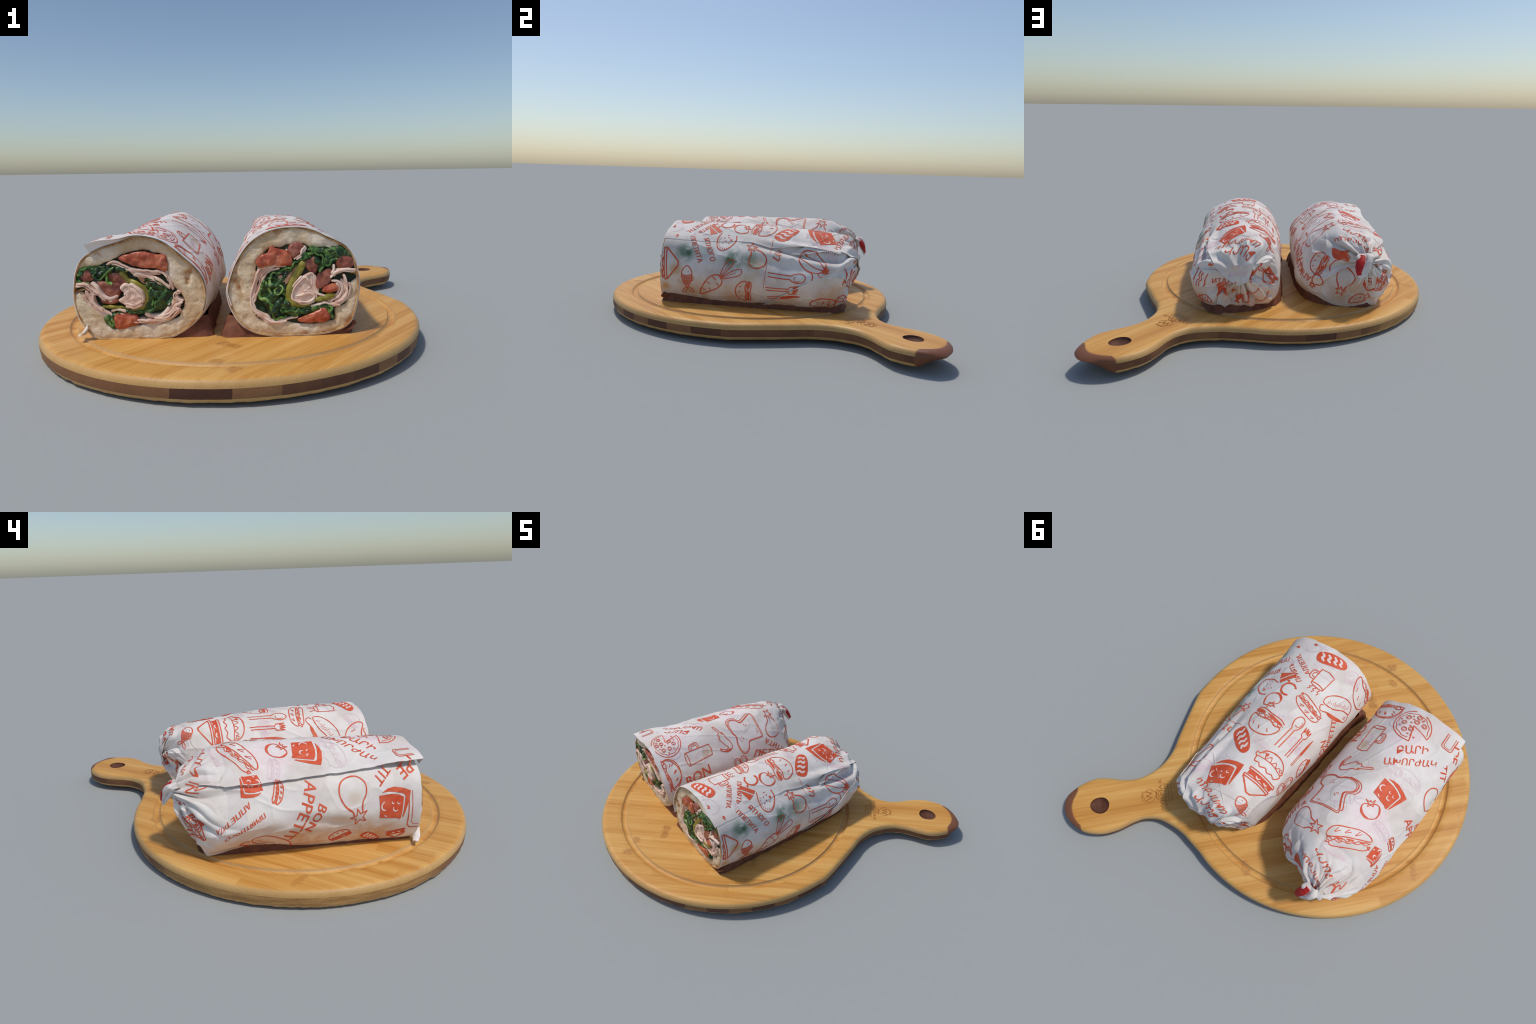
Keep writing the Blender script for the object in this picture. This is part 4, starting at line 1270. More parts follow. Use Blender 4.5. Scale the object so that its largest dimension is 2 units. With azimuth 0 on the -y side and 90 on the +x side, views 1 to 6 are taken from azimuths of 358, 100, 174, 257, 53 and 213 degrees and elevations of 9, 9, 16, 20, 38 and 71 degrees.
# where each printed drawing sits: its two anchor points on the unrolled sheet (across, along), or on the closed end (x, y, z)
PRINTS = {
    "right": [
        ("loaf", "", (0.067, 0.075), (-0.104, 0.040)),
        ("loaf", "", (0.163, 0.629), (0.032, 0.746)),
        ("mug", "", (-0.047, 0.128), (-0.039, 0.239)),
        ("text:ПРИЯТЬ", "", (0.049, 0.268), (0.170, 0.184)),
        ("text:АППЕТИ,", "", (0.034, 0.203), (0.169, 0.113)),
        ("text:ЯТНОГО", "", (0.207, 0.233), (0.357, 0.302)),
        ("text:ППЕТИТА", "", (0.204, 0.151), (0.366, 0.230)),
        ("signpost", "", (0.048, 0.365), (0.155, 0.231)),
        ("melon", "", (0.289, 0.344), (0.136, 0.363)),
        ("tomato", "", (0.126, 0.386), (0.084, 0.472)),
        ("bun", "", (-0.034, 0.553), (0.150, 0.522)),
        ("sub", "", (-0.169, 0.377), (0.011, 0.354)),
        ("roll", "", (-0.113, 0.302), (-0.314, 0.182)),
        ("bun", "", (-0.403, 0.063), (-0.194, 0.008)),
        ("spoon", "", (-0.070, 0.637), (-0.089, 0.427)),
        ("fork", "", (-0.143, 0.645), (-0.158, 0.451)),
        ("knife", "", (-0.204, 0.656), (-0.225, 0.467)),
        ("hotdog", "", (-0.013, 0.717), (-0.205, 0.729)),
        ("wedge", "", (-0.033, 0.840), (-0.210, 0.851)),
        ("cheese", "", (0.035, 0.956), (0.079, 0.813)),
        ("armenian:ԱԽՈՐԺԱԿ", "", (-0.114, 1.089), (0.153, 0.954)),
        ("armenian:ԲԱՐԻ", "", (-0.112, 1.156), (0.115, 1.078)),
        ("fish", "", (-0.203, 1.038), (-0.098, 0.956)),
        ("rings", "", (-0.258, 0.807), (-0.320, 0.692)),
        ("bun", "", (-0.349, 0.648), (-0.281, 0.557)),
        ("text:BON", "", (-0.403, 0.484), (-0.286, 0.417)),
        ("text:APPETIT", "", (-0.394, 0.442), (-0.245, 0.296)),
        ("fish", "", (0.548, 0.170), (0.391, 0.155)),
        ("carrot", "", (0.551, 0.245), (0.365, 0.440)),
        ("wedge", "", (0.482, 0.031), (0.296, 0.015)),
        ("eggplant", "", (0.362, 0.566), (0.217, 0.484)),
        ("armenian:ԱԿ", "", (0.303, 0.639), (0.223, 0.654)),
        ("spoon", "", (0.390, 0.616), (0.386, 0.823)),
        ("fork", "", (0.467, 0.622), (0.451, 0.805)),
        ("knife", "", (0.519, 0.641), (0.483, 0.830)),
        ("pumpkin", "", (0.250, 0.767), (0.325, 0.937)),
        ("bun", "", (0.574, 0.516), (0.447, 0.511)),
        ("cookie", "", (0.512, 0.884), (0.494, 1.025)),
        ("rule", "", (0.341, 0.597), (0.469, 0.612)),
        ("rule", "", (0.169, 0.610), (0.274, 0.603)),
        ("tick", "", (0.099, 0.006), (0.138, 0.015)),
        ("tick", "", (0.197, 0.054), (0.217, 0.071)),
        ("eggplant", "ghost", (0.166, 0.029), (0.026, 0.031)),
        ("mug", "ghost", (-0.085, 0.130), (0.014, 0.132)),
        ("bun", "ghost", (-0.125, 0.092), (-0.224, 0.046)),
        ("hotdog", "ghost", (-0.089, 0.562), (-0.196, 0.562)),
        ("tomato", "ghost", (0.094, 0.909), (0.087, 0.788)),
        ("sub", "ghost", (0.034, 0.664), (-0.049, 0.671)),
        ("text:АТЛ", "ghost", (0.024, 0.497), (-0.034, 0.480)),
        ("text:А", "ghost", (0.179, 0.140), (0.179, 0.176)),
        ("text:ПРИ", "ghost", (0.183, 0.208), (0.177, 0.247)),
        ("rings", "ghost", (-0.103, 0.559), (-0.188, 0.551)),
        ("sub", "ghost", (-0.130, 0.597), (-0.211, 0.560)),
        ("cookie", "end", (0.420, 0.444, 0.177), (0.355, 0.499, 0.171)),
        ("text:ИТА", "end", (0.349, 0.530, 0.297), (0.275, 0.541, 0.302)),
        ("rings", "end", (0.225, 0.488, 0.186), (0.194, 0.498, 0.196)),
        ("jar", "end", (0.173, 0.492, 0.157), (0.174, 0.517, 0.208)),
        ("arc", "end", (0.163, 0.488, 0.226), (0.104, 0.527, 0.248)),
        ("arc", "end", (0.122, 0.479, 0.170), (0.048, 0.474, 0.212)),
        ("wedge", "end", (0.071, 0.489, 0.338), (0.021, 0.453, 0.257)),
        ("patch", "end", (0.299, 0.539, 0.293), (0.298, 0.482, 0.215)),
        ("patch", "end", (0.146, 0.528, 0.301), (0.129, 0.543, 0.356)),
        ("arc", "end", (0.420, 0.460, 0.201), (0.327, 0.438, 0.118)),
        ("cup", "end", (0.426, 0.494, 0.262), (0.398, 0.525, 0.347)),
        ("arc", "end", (0.464, 0.312, 0.288), (0.444, 0.296, 0.330)),
        ("tick", "end", (0.239, 0.492, 0.240), (0.234, 0.478, 0.212)),
        ("tick", "end", (0.362, 0.529, 0.372), (0.347, 0.540, 0.400)),
        ("text:БОН", "end", (0.117, 0.537, 0.369), (0.074, 0.485, 0.333)),
        ("fish", "end", (0.222, 0.493, 0.159), (0.209, 0.501, 0.210)),
        ("patch", "end", (0.099, 0.533, 0.368), (0.089, 0.526, 0.386)),
        ("wedge", "ghost end", (0.321, 0.330, 0.456), (0.401, 0.414, 0.376)),
        ("bun", "ghost end", (0.242, 0.542, 0.348), (0.164, 0.534, 0.356)),
        ("tick", "end", (0.288, 0.521, 0.251), (0.251, 0.536, 0.312)),
        ("arc", "end", (0.314, 0.456, 0.127), (0.238, 0.481, 0.141)),
    ],
    "left": [
        ("pizza", "", (0.006, 0.193), (0.083, 0.011)),
        ("tankard", "", (0.201, 0.377), (0.203, 0.180)),
        ("chili", "", (0.253, 0.526), (0.069, 0.454)),
        ("toast", "", (0.165, 0.794), (0.198, 0.575)),
        ("armenian:ԲԱՐԻ", "", (0.037, 0.283), (-0.093, 0.162)),
        ("armenian:ԱԽՈՐԺԱԿ", "", (0.050, 0.379), (-0.172, 0.195)),
        ("hotdog", "ghost", (-0.001, 0.392), (-0.197, 0.376)),
        ("cheese", "", (-0.059, 0.578), (-0.089, 0.435)),
        ("tomato", "", (-0.070, 0.682), (-0.011, 0.597)),
        ("jar", "", (-0.157, 0.097), (-0.153, 0.000)),
        ("bun", "", (0.149, 0.000), (0.352, 0.028)),
        ("eggplant", "", (-0.242, 0.374), (-0.468, 0.311)),
        ("cheese", "", (-0.455, 0.154), (-0.304, 0.143)),
        ("text:BON", "", (-0.348, 0.504), (-0.468, 0.560)),
        ("text:APPETIT", "", (-0.236, 0.545), (-0.521, 0.640)),
        ("text:TIT", "", (-0.215, 0.158), (-0.281, 0.234)),
        ("text:PE", "", (-0.211, 0.030), (-0.255, 0.106)),
        ("text:АППЕТИТА", "", (-0.296, 0.839), (-0.400, 1.011)),
        ("text:ПРИЯТНОГО", "", (-0.348, 0.774), (-0.444, 0.926)),
        ("roll", "", (-0.493, 0.822), (-0.646, 0.593)),
        ("hotdog", "", (-0.412, 1.146), (-0.529, 1.050)),
        ("sub", "", (-0.215, 0.694), (-0.314, 0.716)),
        ("cheese", "", (-0.171, 0.826), (-0.270, 0.824)),
        ("tick", "", (-0.212, 1.145), (-0.167, 1.071)),
        ("eggplant", "", (0.292, 0.894), (0.083, 0.898)),
        ("sub", "", (0.063, 0.900), (-0.142, 0.764)),
        ("armenian:ԲԱՐԻ", "", (-0.093, 1.112), (0.071, 1.020)),
        ("armenian:ԱԽՈՐԺԱԿ", "", (-0.050, 1.201), (0.174, 1.075)),
        ("bun", "ghost", (0.043, 0.969), (-0.082, 0.917)),
        ("sub", "ghost", (-0.095, 0.679), (-0.217, 0.710)),
        ("mug", "ghost", (0.176, 0.697), (0.063, 0.642)),
        ("bun", "", (0.143, 0.030), (0.335, 0.019)),
        ("text:BON", "", (0.335, 0.125), (0.315, 0.320)),
        ("rings", "", (0.355, 0.510), (0.363, 0.617)),
        ("text:АППЕТИТА", "", (0.476, 1.038), (0.293, 0.805)),
        ("text:ПРИЯТНОГО", "", (0.424, 0.841), (0.337, 0.718)),
        ("text:АППЕТ", "ghost", (0.216, 0.238), (0.177, 0.331)),
        ("eggplant", "ghost", (0.101, 0.439), (0.187, 0.457)),
        ("tomato", "ghost", (0.169, 0.123), (0.089, 0.117)),
        ("rings", "ghost", (-0.065, 0.383), (0.022, 0.385)),
        ("bun", "", (-0.573, 0.418), (-0.511, 0.342)),
        ("loaf", "", (-0.537, 0.271), (-0.610, 0.177)),
        ("wedge", "", (-0.566, 0.147), (-0.545, 0.063)),
        ("jar", "", (-0.514, 0.007), (-0.326, 0.013)),
        ("bun", "end", (-0.213, 0.413, 0.284), (-0.264, 0.442, 0.401)),
        ("eggplant", "end", (-0.239, 0.450, 0.274), (-0.191, 0.388, 0.199)),
        ("eggplant", "end", (-0.387, 0.476, 0.326), (-0.337, 0.460, 0.171)),
        ("cookie", "end", (-0.399, 0.462, 0.133), (-0.515, 0.468, 0.161)),
        ("text:ПЕТИТА", "end", (-0.161, 0.102, 0.361), (-0.151, 0.340, 0.274)),
        ("melon", "end", (-0.515, 0.475, 0.201), (-0.499, 0.525, 0.299)),
        ("rings", "end", (-0.545, 0.472, 0.196), (-0.600, 0.470, 0.311)),
        ("patch", "end", (-0.297, 0.452, 0.411), (-0.378, 0.498, 0.407)),
        ("tick", "end", (-0.512, 0.504, 0.414), (-0.556, 0.435, 0.430)),
        ("text:ТЕЛ", "end", (-0.503, 0.535, 0.366), (-0.554, 0.506, 0.349)),
        ("sub", "end", (-0.303, 0.455, 0.411), (-0.385, 0.500, 0.397)),
        ("arc", "end", (-0.339, 0.476, 0.381), (-0.284, 0.463, 0.313)),
        ("tick", "end", (-0.483, 0.535, 0.416), (-0.444, 0.525, 0.414)),
        ("cookie", "end", (-0.486, 0.514, 0.277), (-0.545, 0.486, 0.256)),
    ],
}


# ------------------------------------------------------------------ folded panels on the closed end
from mathutils.bvhtree import BVHTree


def bvh_of(objs):
    vs, fs = [], []
    for o in objs:
        k = len(vs)
        vs += [tuple(v.co) for v in o.data.vertices]
        fs += [[i + k for i in p.vertices] for p in o.data.polygons]
    return BVHTree.FromPolygons(vs, fs)


PANELS = [
    ("end_fold", .004, [(.465, .33, .271), (.443, .443, .332), (.389, .53, .354), (.333, .549, .362), (.281, .568, .345), (.234, .554, .308), (.264, .55, .285), (.347, .527, .262), (.401, .51, .256), (.439, .476, .25)]),
    ("end_fold", .005, [(.124, .555, .395), (.094, .554, .38), (.066, .538, .352), (-.007, .484, .302), (.007, .499, .272), (.026, .503, .264), (.054, .509, .28), (.093, .537, .318), (.125, .565, .345), (.139, .557, .369)]),
    ("end_fold", .003, [(.326, .492, .152), (.318, .521, .22), (.296, .544, .25), (.264, .53, .22), (.250, .504, .164), (.284, .5, .143)]),
    ("end_tongue", .006, [(.389, .195, .42), (.377, .365, .411), (.350, .51, .405), (.332, .547, .374), (.298, .563, .339), (.264, .552, .302), (.213, .55, .272), (.165, .566, .300), (.148, .554, .334), (.130, .561, .389),
                          (.120, .554, .423), (.110, .529, .459), (.100, .505, .491), (.143, .46, .513), (.217, .40, .512), (.307, .316, .468), (.354, .25, .445)]),
]


def build_panels(body, flap, mat):
    d = Vector((0, -.86, -.51)).normalized()
    ex = Vector((1, 0, 0))
    ey = d.cross(ex).normalized()
    if ey.z < 0:
        ey = -ey
    made = []
    for name, lift, pts in PANELS:
        tree = bvh_of([body, flap] + made)
        uv = np.array([(Vector(p).dot(ex), Vector(p).dot(ey)) for p in pts])
        o = spline(uv, 150, True)
        # straight creases, not soft curves
        lin = np.vstack([uv, uv[:1]])
        s = np.r_[0, np.cumsum(np.linalg.norm(np.diff(lin, axis=0), axis=1))]
        at = np.linspace(0, s[-1], 150, endpoint=False)
        lin = np.stack([np.interp(at, s, lin[:, 0]), np.interp(at, s, lin[:, 1])], 1)
        o = .45 * o + .55 * lin
        xy, f = triangulate(o, spacing=.0055)
        t = np.full(len(xy), np.nan)
        for i, (a, b) in enumerate(xy):
            start = ex * a + ey * b - d * 2.0
            h = tree.ray_cast(start, d)
            if h[0] is not None:
                t[i] = (h[0] - start).dot(d)
        ok = ~np.isnan(t)
        t[~ok] = np.nanmedian(t)
        # the sheet bridges the small wrinkles under it
        nb = [[] for _ in xy]
        for tri in f:
            for i in range(len(tri)):
                nb[tri[i]] += [tri[i - 1]]
                nb[tri[i - 1]] += [tri[i]]
        hit = t.copy()
        for _ in range(14):
            t = np.minimum(np.array([t[n].mean() if n else v for n, v in zip(nb, t)]), hit + .001)
        ed = edge_distance(xy, o)
        crease = .0035 * (ridged(xy[:, 0] * 18 + 3, xy[:, 1] * 9, 0, 71, 5) - .3)
        hang = np.ones(len(xy))
        if name == "end_tongue":
            # it is the end of the outer layer: no edge where it comes over the top
            hang = 1 - smooth(xy[:, 1].max() - .15, xy[:, 1].max() - .085, xy[:, 1])
        up = t - (lift + .004 * np.exp(-ed / .012) + crease) * hang + .007 * (1 - hang)
        w = np.array([tuple(ex * a + ey * b) for a, b in xy])
        dd, off = np.array(tuple(d)), 2.0
        top = w + (up - off)[:, None] * dd
        bot = w + (up - off + .0032)[:, None] * dd
        n, m = len(xy), len(o)
        ff = [list(q) for q in f] + [[i + n for i in q[::-1]] for q in f] + [[i, i + n, (i + 1) % m + n, (i + 1) % m] for i in range(m)]
        ob = mesh_object(name, np.vstack([top, bot]), ff, mat, body, 50)
        merge(ob)
        made.append(ob)
    return made


# ------------------------------------------------------------------ the printed drawings
def circle(cx, cy, rx, ry=None, a0=0, a1=360, n=40, rot=0):
    a = np.radians(np.linspace(a0, a1, n, endpoint=abs(a1 - a0) < 359))
    ry = rx if ry is None else ry
    x, y = rx * np.cos(a), ry * np.sin(a)
    r = math.radians(rot)
    return np.stack([cx + x * math.cos(r) - y * math.sin(r), cy + x * math.sin(r) + y * math.cos(r)], 1)


def line(*pts, w=1.0, curve=True, closed=False):
    p = np.array(pts, float)
    return ("line", p, w, curve, closed)


def loop(pts, w=1.0):
    return ("line", np.asarray(pts, float), w, False, True)


def shape(*pts, curve=True):
    return ("fill", np.array(pts, float), curve)


def gap(*pts, w=1.0):
    return ("clear", np.array(pts, float), w)


def moon(cx, cy, r, turn=0, w=1.0):
    return ("clear", circle(cx, cy, r, r, 150 + turn, 330 + turn, 14), w)


def leaf_star(cx, cy, r, up=90, n=5, w=.9):
    pts = []
    for i in range(n):
        a, b = math.radians(up + i * 360 / n), math.radians(up + (i + .5) * 360 / n)
        pts += [(cx + r * math.cos(a), cy + r * math.sin(a)), (cx + .38 * r * math.cos(b), cy + .38 * r * math.sin(b))]
    return loop(np.vstack([np.linspace(pts[i], pts[(i + 1) % len(pts)], 5)[:-1] for i in range(len(pts))]), w)


def dashes(n, x0, x1, y0, y1, seed, size=.03, w=.7):
    g = np.random.default_rng(seed)
    out = []
    for _ in range(n):
        x, y, a = g.uniform(x0, x1), g.uniform(y0, y1), g.uniform(0, 6.3)
        out.append(line((x, y), (x + size * math.cos(a), y + size * math.sin(a)), w=w, curve=False))
    return out


def wavy(x0, y0, x1, y1, n, amp, w=.8, seed=0):
    t = np.linspace(0, 1, 12 * n)
    dx, dy = x1 - x0, y1 - y0
    L = math.hypot(dx, dy)
    o = amp * np.sin(t * n * 2 * math.pi + seed) * (1 + .35 * np.sin(5 * t + seed))
    return line(*zip(x0 + dx * t - dy / L * o, y0 + dy * t + dx / L * o), w=w, curve=False)


def d_tomato():
    body = [(0, -.5), (-.28, -.44), (-.47, -.22), (-.49, .02), (-.38, .22), (-.18, .28), (0, .23), (.2, .28), (.42, .2), (.5, 0), (.46, -.24), (.26, -.45)]
    return [line(*body, closed=True), shape((-.5, .02), (-.40, .2), (-.42, -.02), (-.30, -.3), (-.1, -.46), (-.3, -.44), (-.47, -.22)),
            shape((.5, 0), (.44, .18), (.43, -.05), (.38, -.28), (.22, -.45), (.42, -.30)),
            line((-.16, .12), (-.1, .3), (-.24, .5), (-.04, .36), (0, .46), (.06, .34), (.24, .48), (.14, .28), (.14, .14), (0, .2), w=.8, closed=True, curve=False)]


def d_cheese():
    return [shape((-.54, .25), (-.1, .30), (.15, .27), (.33, .20), (.325, -.49), (.25, -.50), (.2, -.46), (-.1, -.455), (-.42, -.44), curve=False),
            shape((-.45, .335), (-.25, .45), (-.02, .5), (.3, .46), (.56, .38), (.52, .1), (.40, -.46), (.37, -.40), (.385, .24), (.30, .30), (.05, .345), (-.2, .365), curve=False),
            moon(-.30, -.06, .125, -45, 1.5), moon(.08, -.14, .085, 0, 1.3), moon(-.03, .05, .045, 0, 1), moon(.17, .04, .05, 0, 1), moon(-.22, -.35, .04, 0, 1)]


def d_loaf():
    o = [(0, -.5), (-.15, -.45), (-.22, -.2), (-.22, .1), (-.16, .38), (-.03, .5), (.1, .46), (.18, .25), (.2, 0), (.22, -.25), (.16, -.44)]
    out = [shape(*o)]
    for k, y in enumerate((-.30, -.10, .10, .28)):
        out.append(gap((-.15, y - .07), (-.05, y + .02), (.03, y - .02), (.13 - .02 * k, y + .08), w=3.0 - .3 * abs(k - 1)))
    return out


def d_mug():
    return [line((-.34, .46), (-.38, -.42), (0, -.5), (.36, -.42), (.34, .46), w=1, curve=False), loop(circle(0, .46, .34, .09)), line((.36, .28), (.62, .24), (.64, -.14), (.37, -.22)),
            line((.37, .16), (.52, .14), (.53, -.06), (.38, -.12), w=.8), wavy(-.2, .58, -.28, .86, 2, .04), wavy(.02, .58, .0, .9, 2, .04), wavy(.2, .58, .26, .86, 2, .04)]


def d_tankard():
    return [line((-.22, .46), (-.18, -.46), (0, -.5), (.18, -.46), (.22, .46), curve=False), loop(circle(0, .46, .22, .055)), line((.2, .26), (.38, .24), (.4, -.06), (.19, -.1)),
            line((.2, .18), (.31, .16), (.32, 0), (.19, -.03), w=.8), line((.2, .22), (.345, .2), (.36, -.03), (.19, -.065), w=.5)]


def d_pizza():
    a = np.radians(np.linspace(-35, 265, 60))
    out = [line((.03, .0), *zip(.5 * np.cos(a), .5 * np.sin(a)), (.03, 0), curve=False)]
    b = np.radians(np.linspace(-28, 258, 90))
    r = .42 + .012 * np.sin(b * 11)
    out.append(line(*zip(r * np.cos(b), r * np.sin(b)), w=.7, curve=False))
    for x, y in ((-.12, .27), (.16, .3), (.1, .14), (-.22, .08), (.3, .06), (-.2, -.16), (-.03, -.12)):
        out += [loop(circle(x, y, .065, n=18), .8), loop(circle(x, y, .035, n=12), .5)]
    g = np.random.default_rng(4)
    for x, y in ((0, .32), (.24, .2), (-.04, .1), (-.3, .2), (-.33, -.02), (-.1, -.28), (-.06, -.02), (.02, .22), (.06, -.36), (-.02, -.32), (.28, .24)):
        out.append(loop(np.array([(x - .02, y - .01), (x + .015, y - .02), (x + .02, y + .012), (x - .012, y + .022)]), .6))
    return out


def d_chili():
    return [line((.13, .08), (.02, .16), (-.14, .13), (-.27, .1), (-.37, .06), (-.39, .14), (-.33, .25), (-.22, .34), (-.25, .37), (-.36, .31), (-.47, .17), (-.5, .02), (-.42, -.1), (-.25, -.12), (-.08, -.08), (.06, -.1), (.16, -.04)),
            line((.13, .1), (.2, .08), (.2, .02), (.3, .01), (.48, .04), (.5, -.01), (.3, -.05), (.18, -.06), (.12, -.1), (.1, -.04), w=.9), shape((-.48, .0), (-.47, .17), (-.36, .31), (-.42, .16), (-.44, .05))]


def d_toast():
    o = [(-.42, -.38), (-.38, -.45), (0, -.44), (.36, -.45), (.43, -.38), (.36, -.12), (.34, .08), (.52, .2), (.58, .36), (.48, .48), (.2, .5), (0, .44), (-.2, .5), (-.48, .48), (-.58, .36), (-.52, .2), (-.34, .08), (-.36, -.12)]
    p = np.array(o)
    return [line(*o, closed=True), line(*(p * .93 + (0, .005)), w=.7, closed=True), line((.45, -.36), (.48, -.30), (.40, .06), (.58, .18), (.64, .36), (.54, .5), (.3, .53), w=.9)] + \
        dashes(7, -.2, -.05, .2, .34, 1) + dashes(6, .12, .26, -.1, .03, 2) + dashes(6, -.25, -.1, -.35, -.26, 3)


def d_eggplant():
    return [line((-.08, .22), (-.12, .05), (-.25, -.1), (-.30, -.28), (-.2, -.45), (0, -.5), (.2, -.43), (.29, -.25), (.24, -.02), (.12, .14), (.10, .24), w=1.3), leaf_star(0, .3, .19, 60)]


def d_fish():
    out = [line((0, -.28), (-.14, -.1), (-.2, .12), (-.17, .34), (0, .5), (.17, .34), (.2, .12), (.14, -.1), closed=True), line((-.19, .2), (0, .14), (.19, .2), w=.8), ("fill", circle(.06, .3, .02, n=10), False),
           line((0, -.28), (-.14, -.36), (-.22, -.5), (-.08, -.46), w=.9, closed=True), line((0, -.28), (.16, -.34), (.24, -.5), (.1, -.46), w=.9, closed=True), line((.19, .16), (.25, .02), (.15, -.1), w=.8)]
    for k in range(6):
        y = .12 - k * .062
        half = np.interp(y, [-.28, -.1, .12], [.02, .13, .18])
        n = max(2, int(half / .032))
        for i in range(n):
            x = -half + (i + .5 + .25 * (k % 2)) * 2 * half / n
            out.append(loop(circle(x, y, .030, .026, n=9), .55))
    return out


def d_carrot():
    out = [line((0, -.5), (-.1, -.32), (-.15, -.1), (-.08, .06), (.02, .08), (.12, .04), (.15, -.1), (.08, -.34), closed=True, w=1.2)]
    out += [line((-.12, -.2), (-.02, -.17), w=.8), line((-.13, -.04), (.0, -.02), w=.8), line((.13, -.06), (.04, -.05), w=.8), line((.09, -.26), (.02, -.25), w=.8), line((-.05, -.36), (.01, -.34), w=.8)]
    out += [line((0, .07), (-.16, .3), (-.16, .46), (-.07, .46), (-.02, .28), w=.9, closed=True), line((.03, .07), (.16, .26), (.22, .44), (.13, .5), (.06, .34), w=.9, closed=True), line((0, .08), (-.1, .36), w=.6), line((.03, .08), (.13, .38), w=.6)]
    return out


def d_spoon():
    return [line((-.5, .05), (0, .05), (.1, .045), (.18, .09), (.32, .125), (.45, .09), (.5, 0), (.45, -.09), (.32, -.125), (.18, -.09), (.1, -.045), (0, -.05), (-.48, -.05)), line((.22, .03), (.22, -.05), (.3, -.09), (.4, -.07), w=.7)]


def d_fork():
    return [line((-.5, .04), (.1, .04), (.2, .03), (.24, .1), (.48, .12), (.34, .07), (.5, .04), (.34, .0), (.5, -.02), (.34, -.05), (.48, -.1), (.24, -.1), (.2, -.03), (.1, -.04), (-.48, -.04), curve=False)]


def d_knife():
    return [line((-.5, .03), (-.05, .03), w=.9), line((-.5, -.03), (-.05, -.03), w=.9), shape((-.08, .035), (.05, .05), (.28, .045), (.5, .0), (.25, -.03), (.0, -.05), (-.08, -.04))]


def d_bun():
    return [line((-.46, -.02), (-.48, .14), (-.34, .36), (-.05, .46), (.25, .40), (.46, .18), (.46, 0), (.2, .03), (-.1, -.03), (-.3, .02), closed=True, w=1.15), line((-.3, .28), (-.22, .2), w=.9), line((-.05, .34), (.03, .24), w=.9), line((.2, .3), (.26, .2), w=.9),
            wavy(-.46, -.07, .46, -.05, 4, .035), line((-.5, -.10), (.5, -.08), w=.7, curve=False), shape((-.46, -.13), (-.2, -.08), (.05, -.14), (.1, -.17), (-.2, -.17)), shape((.15, -.12), (.46, -.09), (.5, -.15), (.3, -.18)),
            line((-.48, -.18), (-.3, -.23), (0, -.21), (.3, -.24), (.5, -.19), w=1)]


def d_sub():
    return [line((-.45, .0), (-.42, .13), (-.26, .22), (0, .22), (.25, .18), (.44, .06), (.48, -.06), (.2, -.02), (-.1, .02), closed=True), line((-.22, .19), (-.3, .10), (-.18, .14), w=.7), line((.02, .18), (-.08, .10), (.06, .13), w=.7), line((.24, .14), (.14, .06), (.28, .09), w=.7),
            wavy(-.46, -.03, .48, -.1, 6, .018), wavy(-.48, -.06, .46, -.14, 5, .02, w=.7, seed=2), shape((-.3, .0), (-.12, -.01), (-.2, -.045)), shape((-.05, -.015), (.12, -.04), (.02, -.065)), shape((.2, -.06), (.38, -.09), (.3, -.11)),
            line((-.46, -.08), (-.5, -.12), (-.42, -.11), w=.8, curve=False), line((-.42, -.1), (-.38, -.17), (0, -.21), (.32, -.26), (.42, -.22), (.4, -.17)), line((.4, -.17), (.47, -.18), (.44, -.25), (.4, -.19), w=.8, curve=False)]


def d_roll():
    out = [line((-.42, .05), (-.36, .2), (-.1, .28), (.22, .26), (.44, .14), (.46, -.06), (.2, -.02), (-.15, -.04), closed=True), line((-.42, .0), (-.5, -.02), (-.48, -.14), (-.25, -.16), (.1, -.24), (.34, -.28), (.46, -.2), (.44, -.08)),
           shape((-.3, -.15), (0, -.2), (.28, -.26), (.1, -.30), (-.2, -.24)), loop(circle(.33, -.17, .03, n=12), .7)]
    for k in range(14):
        x = -.32 + k * .05
        out.append(line((x, .03 + .02 * math.sin(k)), (x + .02, .11 + .03 * math.sin(2 * k)), w=.45, curve=False))
    return out


def d_hotdog():
    return [line((-.42, .03), (-.3, .2), (0, .27), (.3, .2), (.46, .02), (.42, -.06), w=1.2), line((-.42, .03), (-.5, .05), (-.48, -.04), (-.38, -.05), w=.9), wavy(-.36, .08, .42, .02, 4, .05), line((-.4, -.04), (0, -.01), (.42, -.06), w=.9),
            shape((-.3, .12), (-.22, .16), (-.22, .06)), line((-.44, -.06), (-.4, -.2), (-.28, -.19), (-.2, -.26), (-.05, -.2), (.06, -.27), (.2, -.22), (.34, -.26), (.46, -.14), (.44, -.05), w=1.1), line((.3, -.0), (.36, .08), (.42, .02), w=.8)]


def d_wedge():
    return [line((-.5, .26), (.5, .26), (.52, .19), (-.48, .19), closed=True, curve=False, w=1.1), shape((-.46, .17), (.48, .17), (.46, .05), (.3, .08), (.2, .03), (0, .07), (-.15, .03), (-.3, .07), (-.44, .04), curve=False),
            gap((-.2, .13), (-.12, .08), (-.05, .13), w=1.6), gap((.1, .12), (.2, .09), (.26, .13), w=1.6), line((-.5, .02), (.5, .02), (.5, -.05), (-.48, -.05), closed=True, curve=False, w=1.1),
            line((-.48, -.06), (-.06, -.42), (.06, -.42), (.5, -.06), curve=False, w=1.5)]


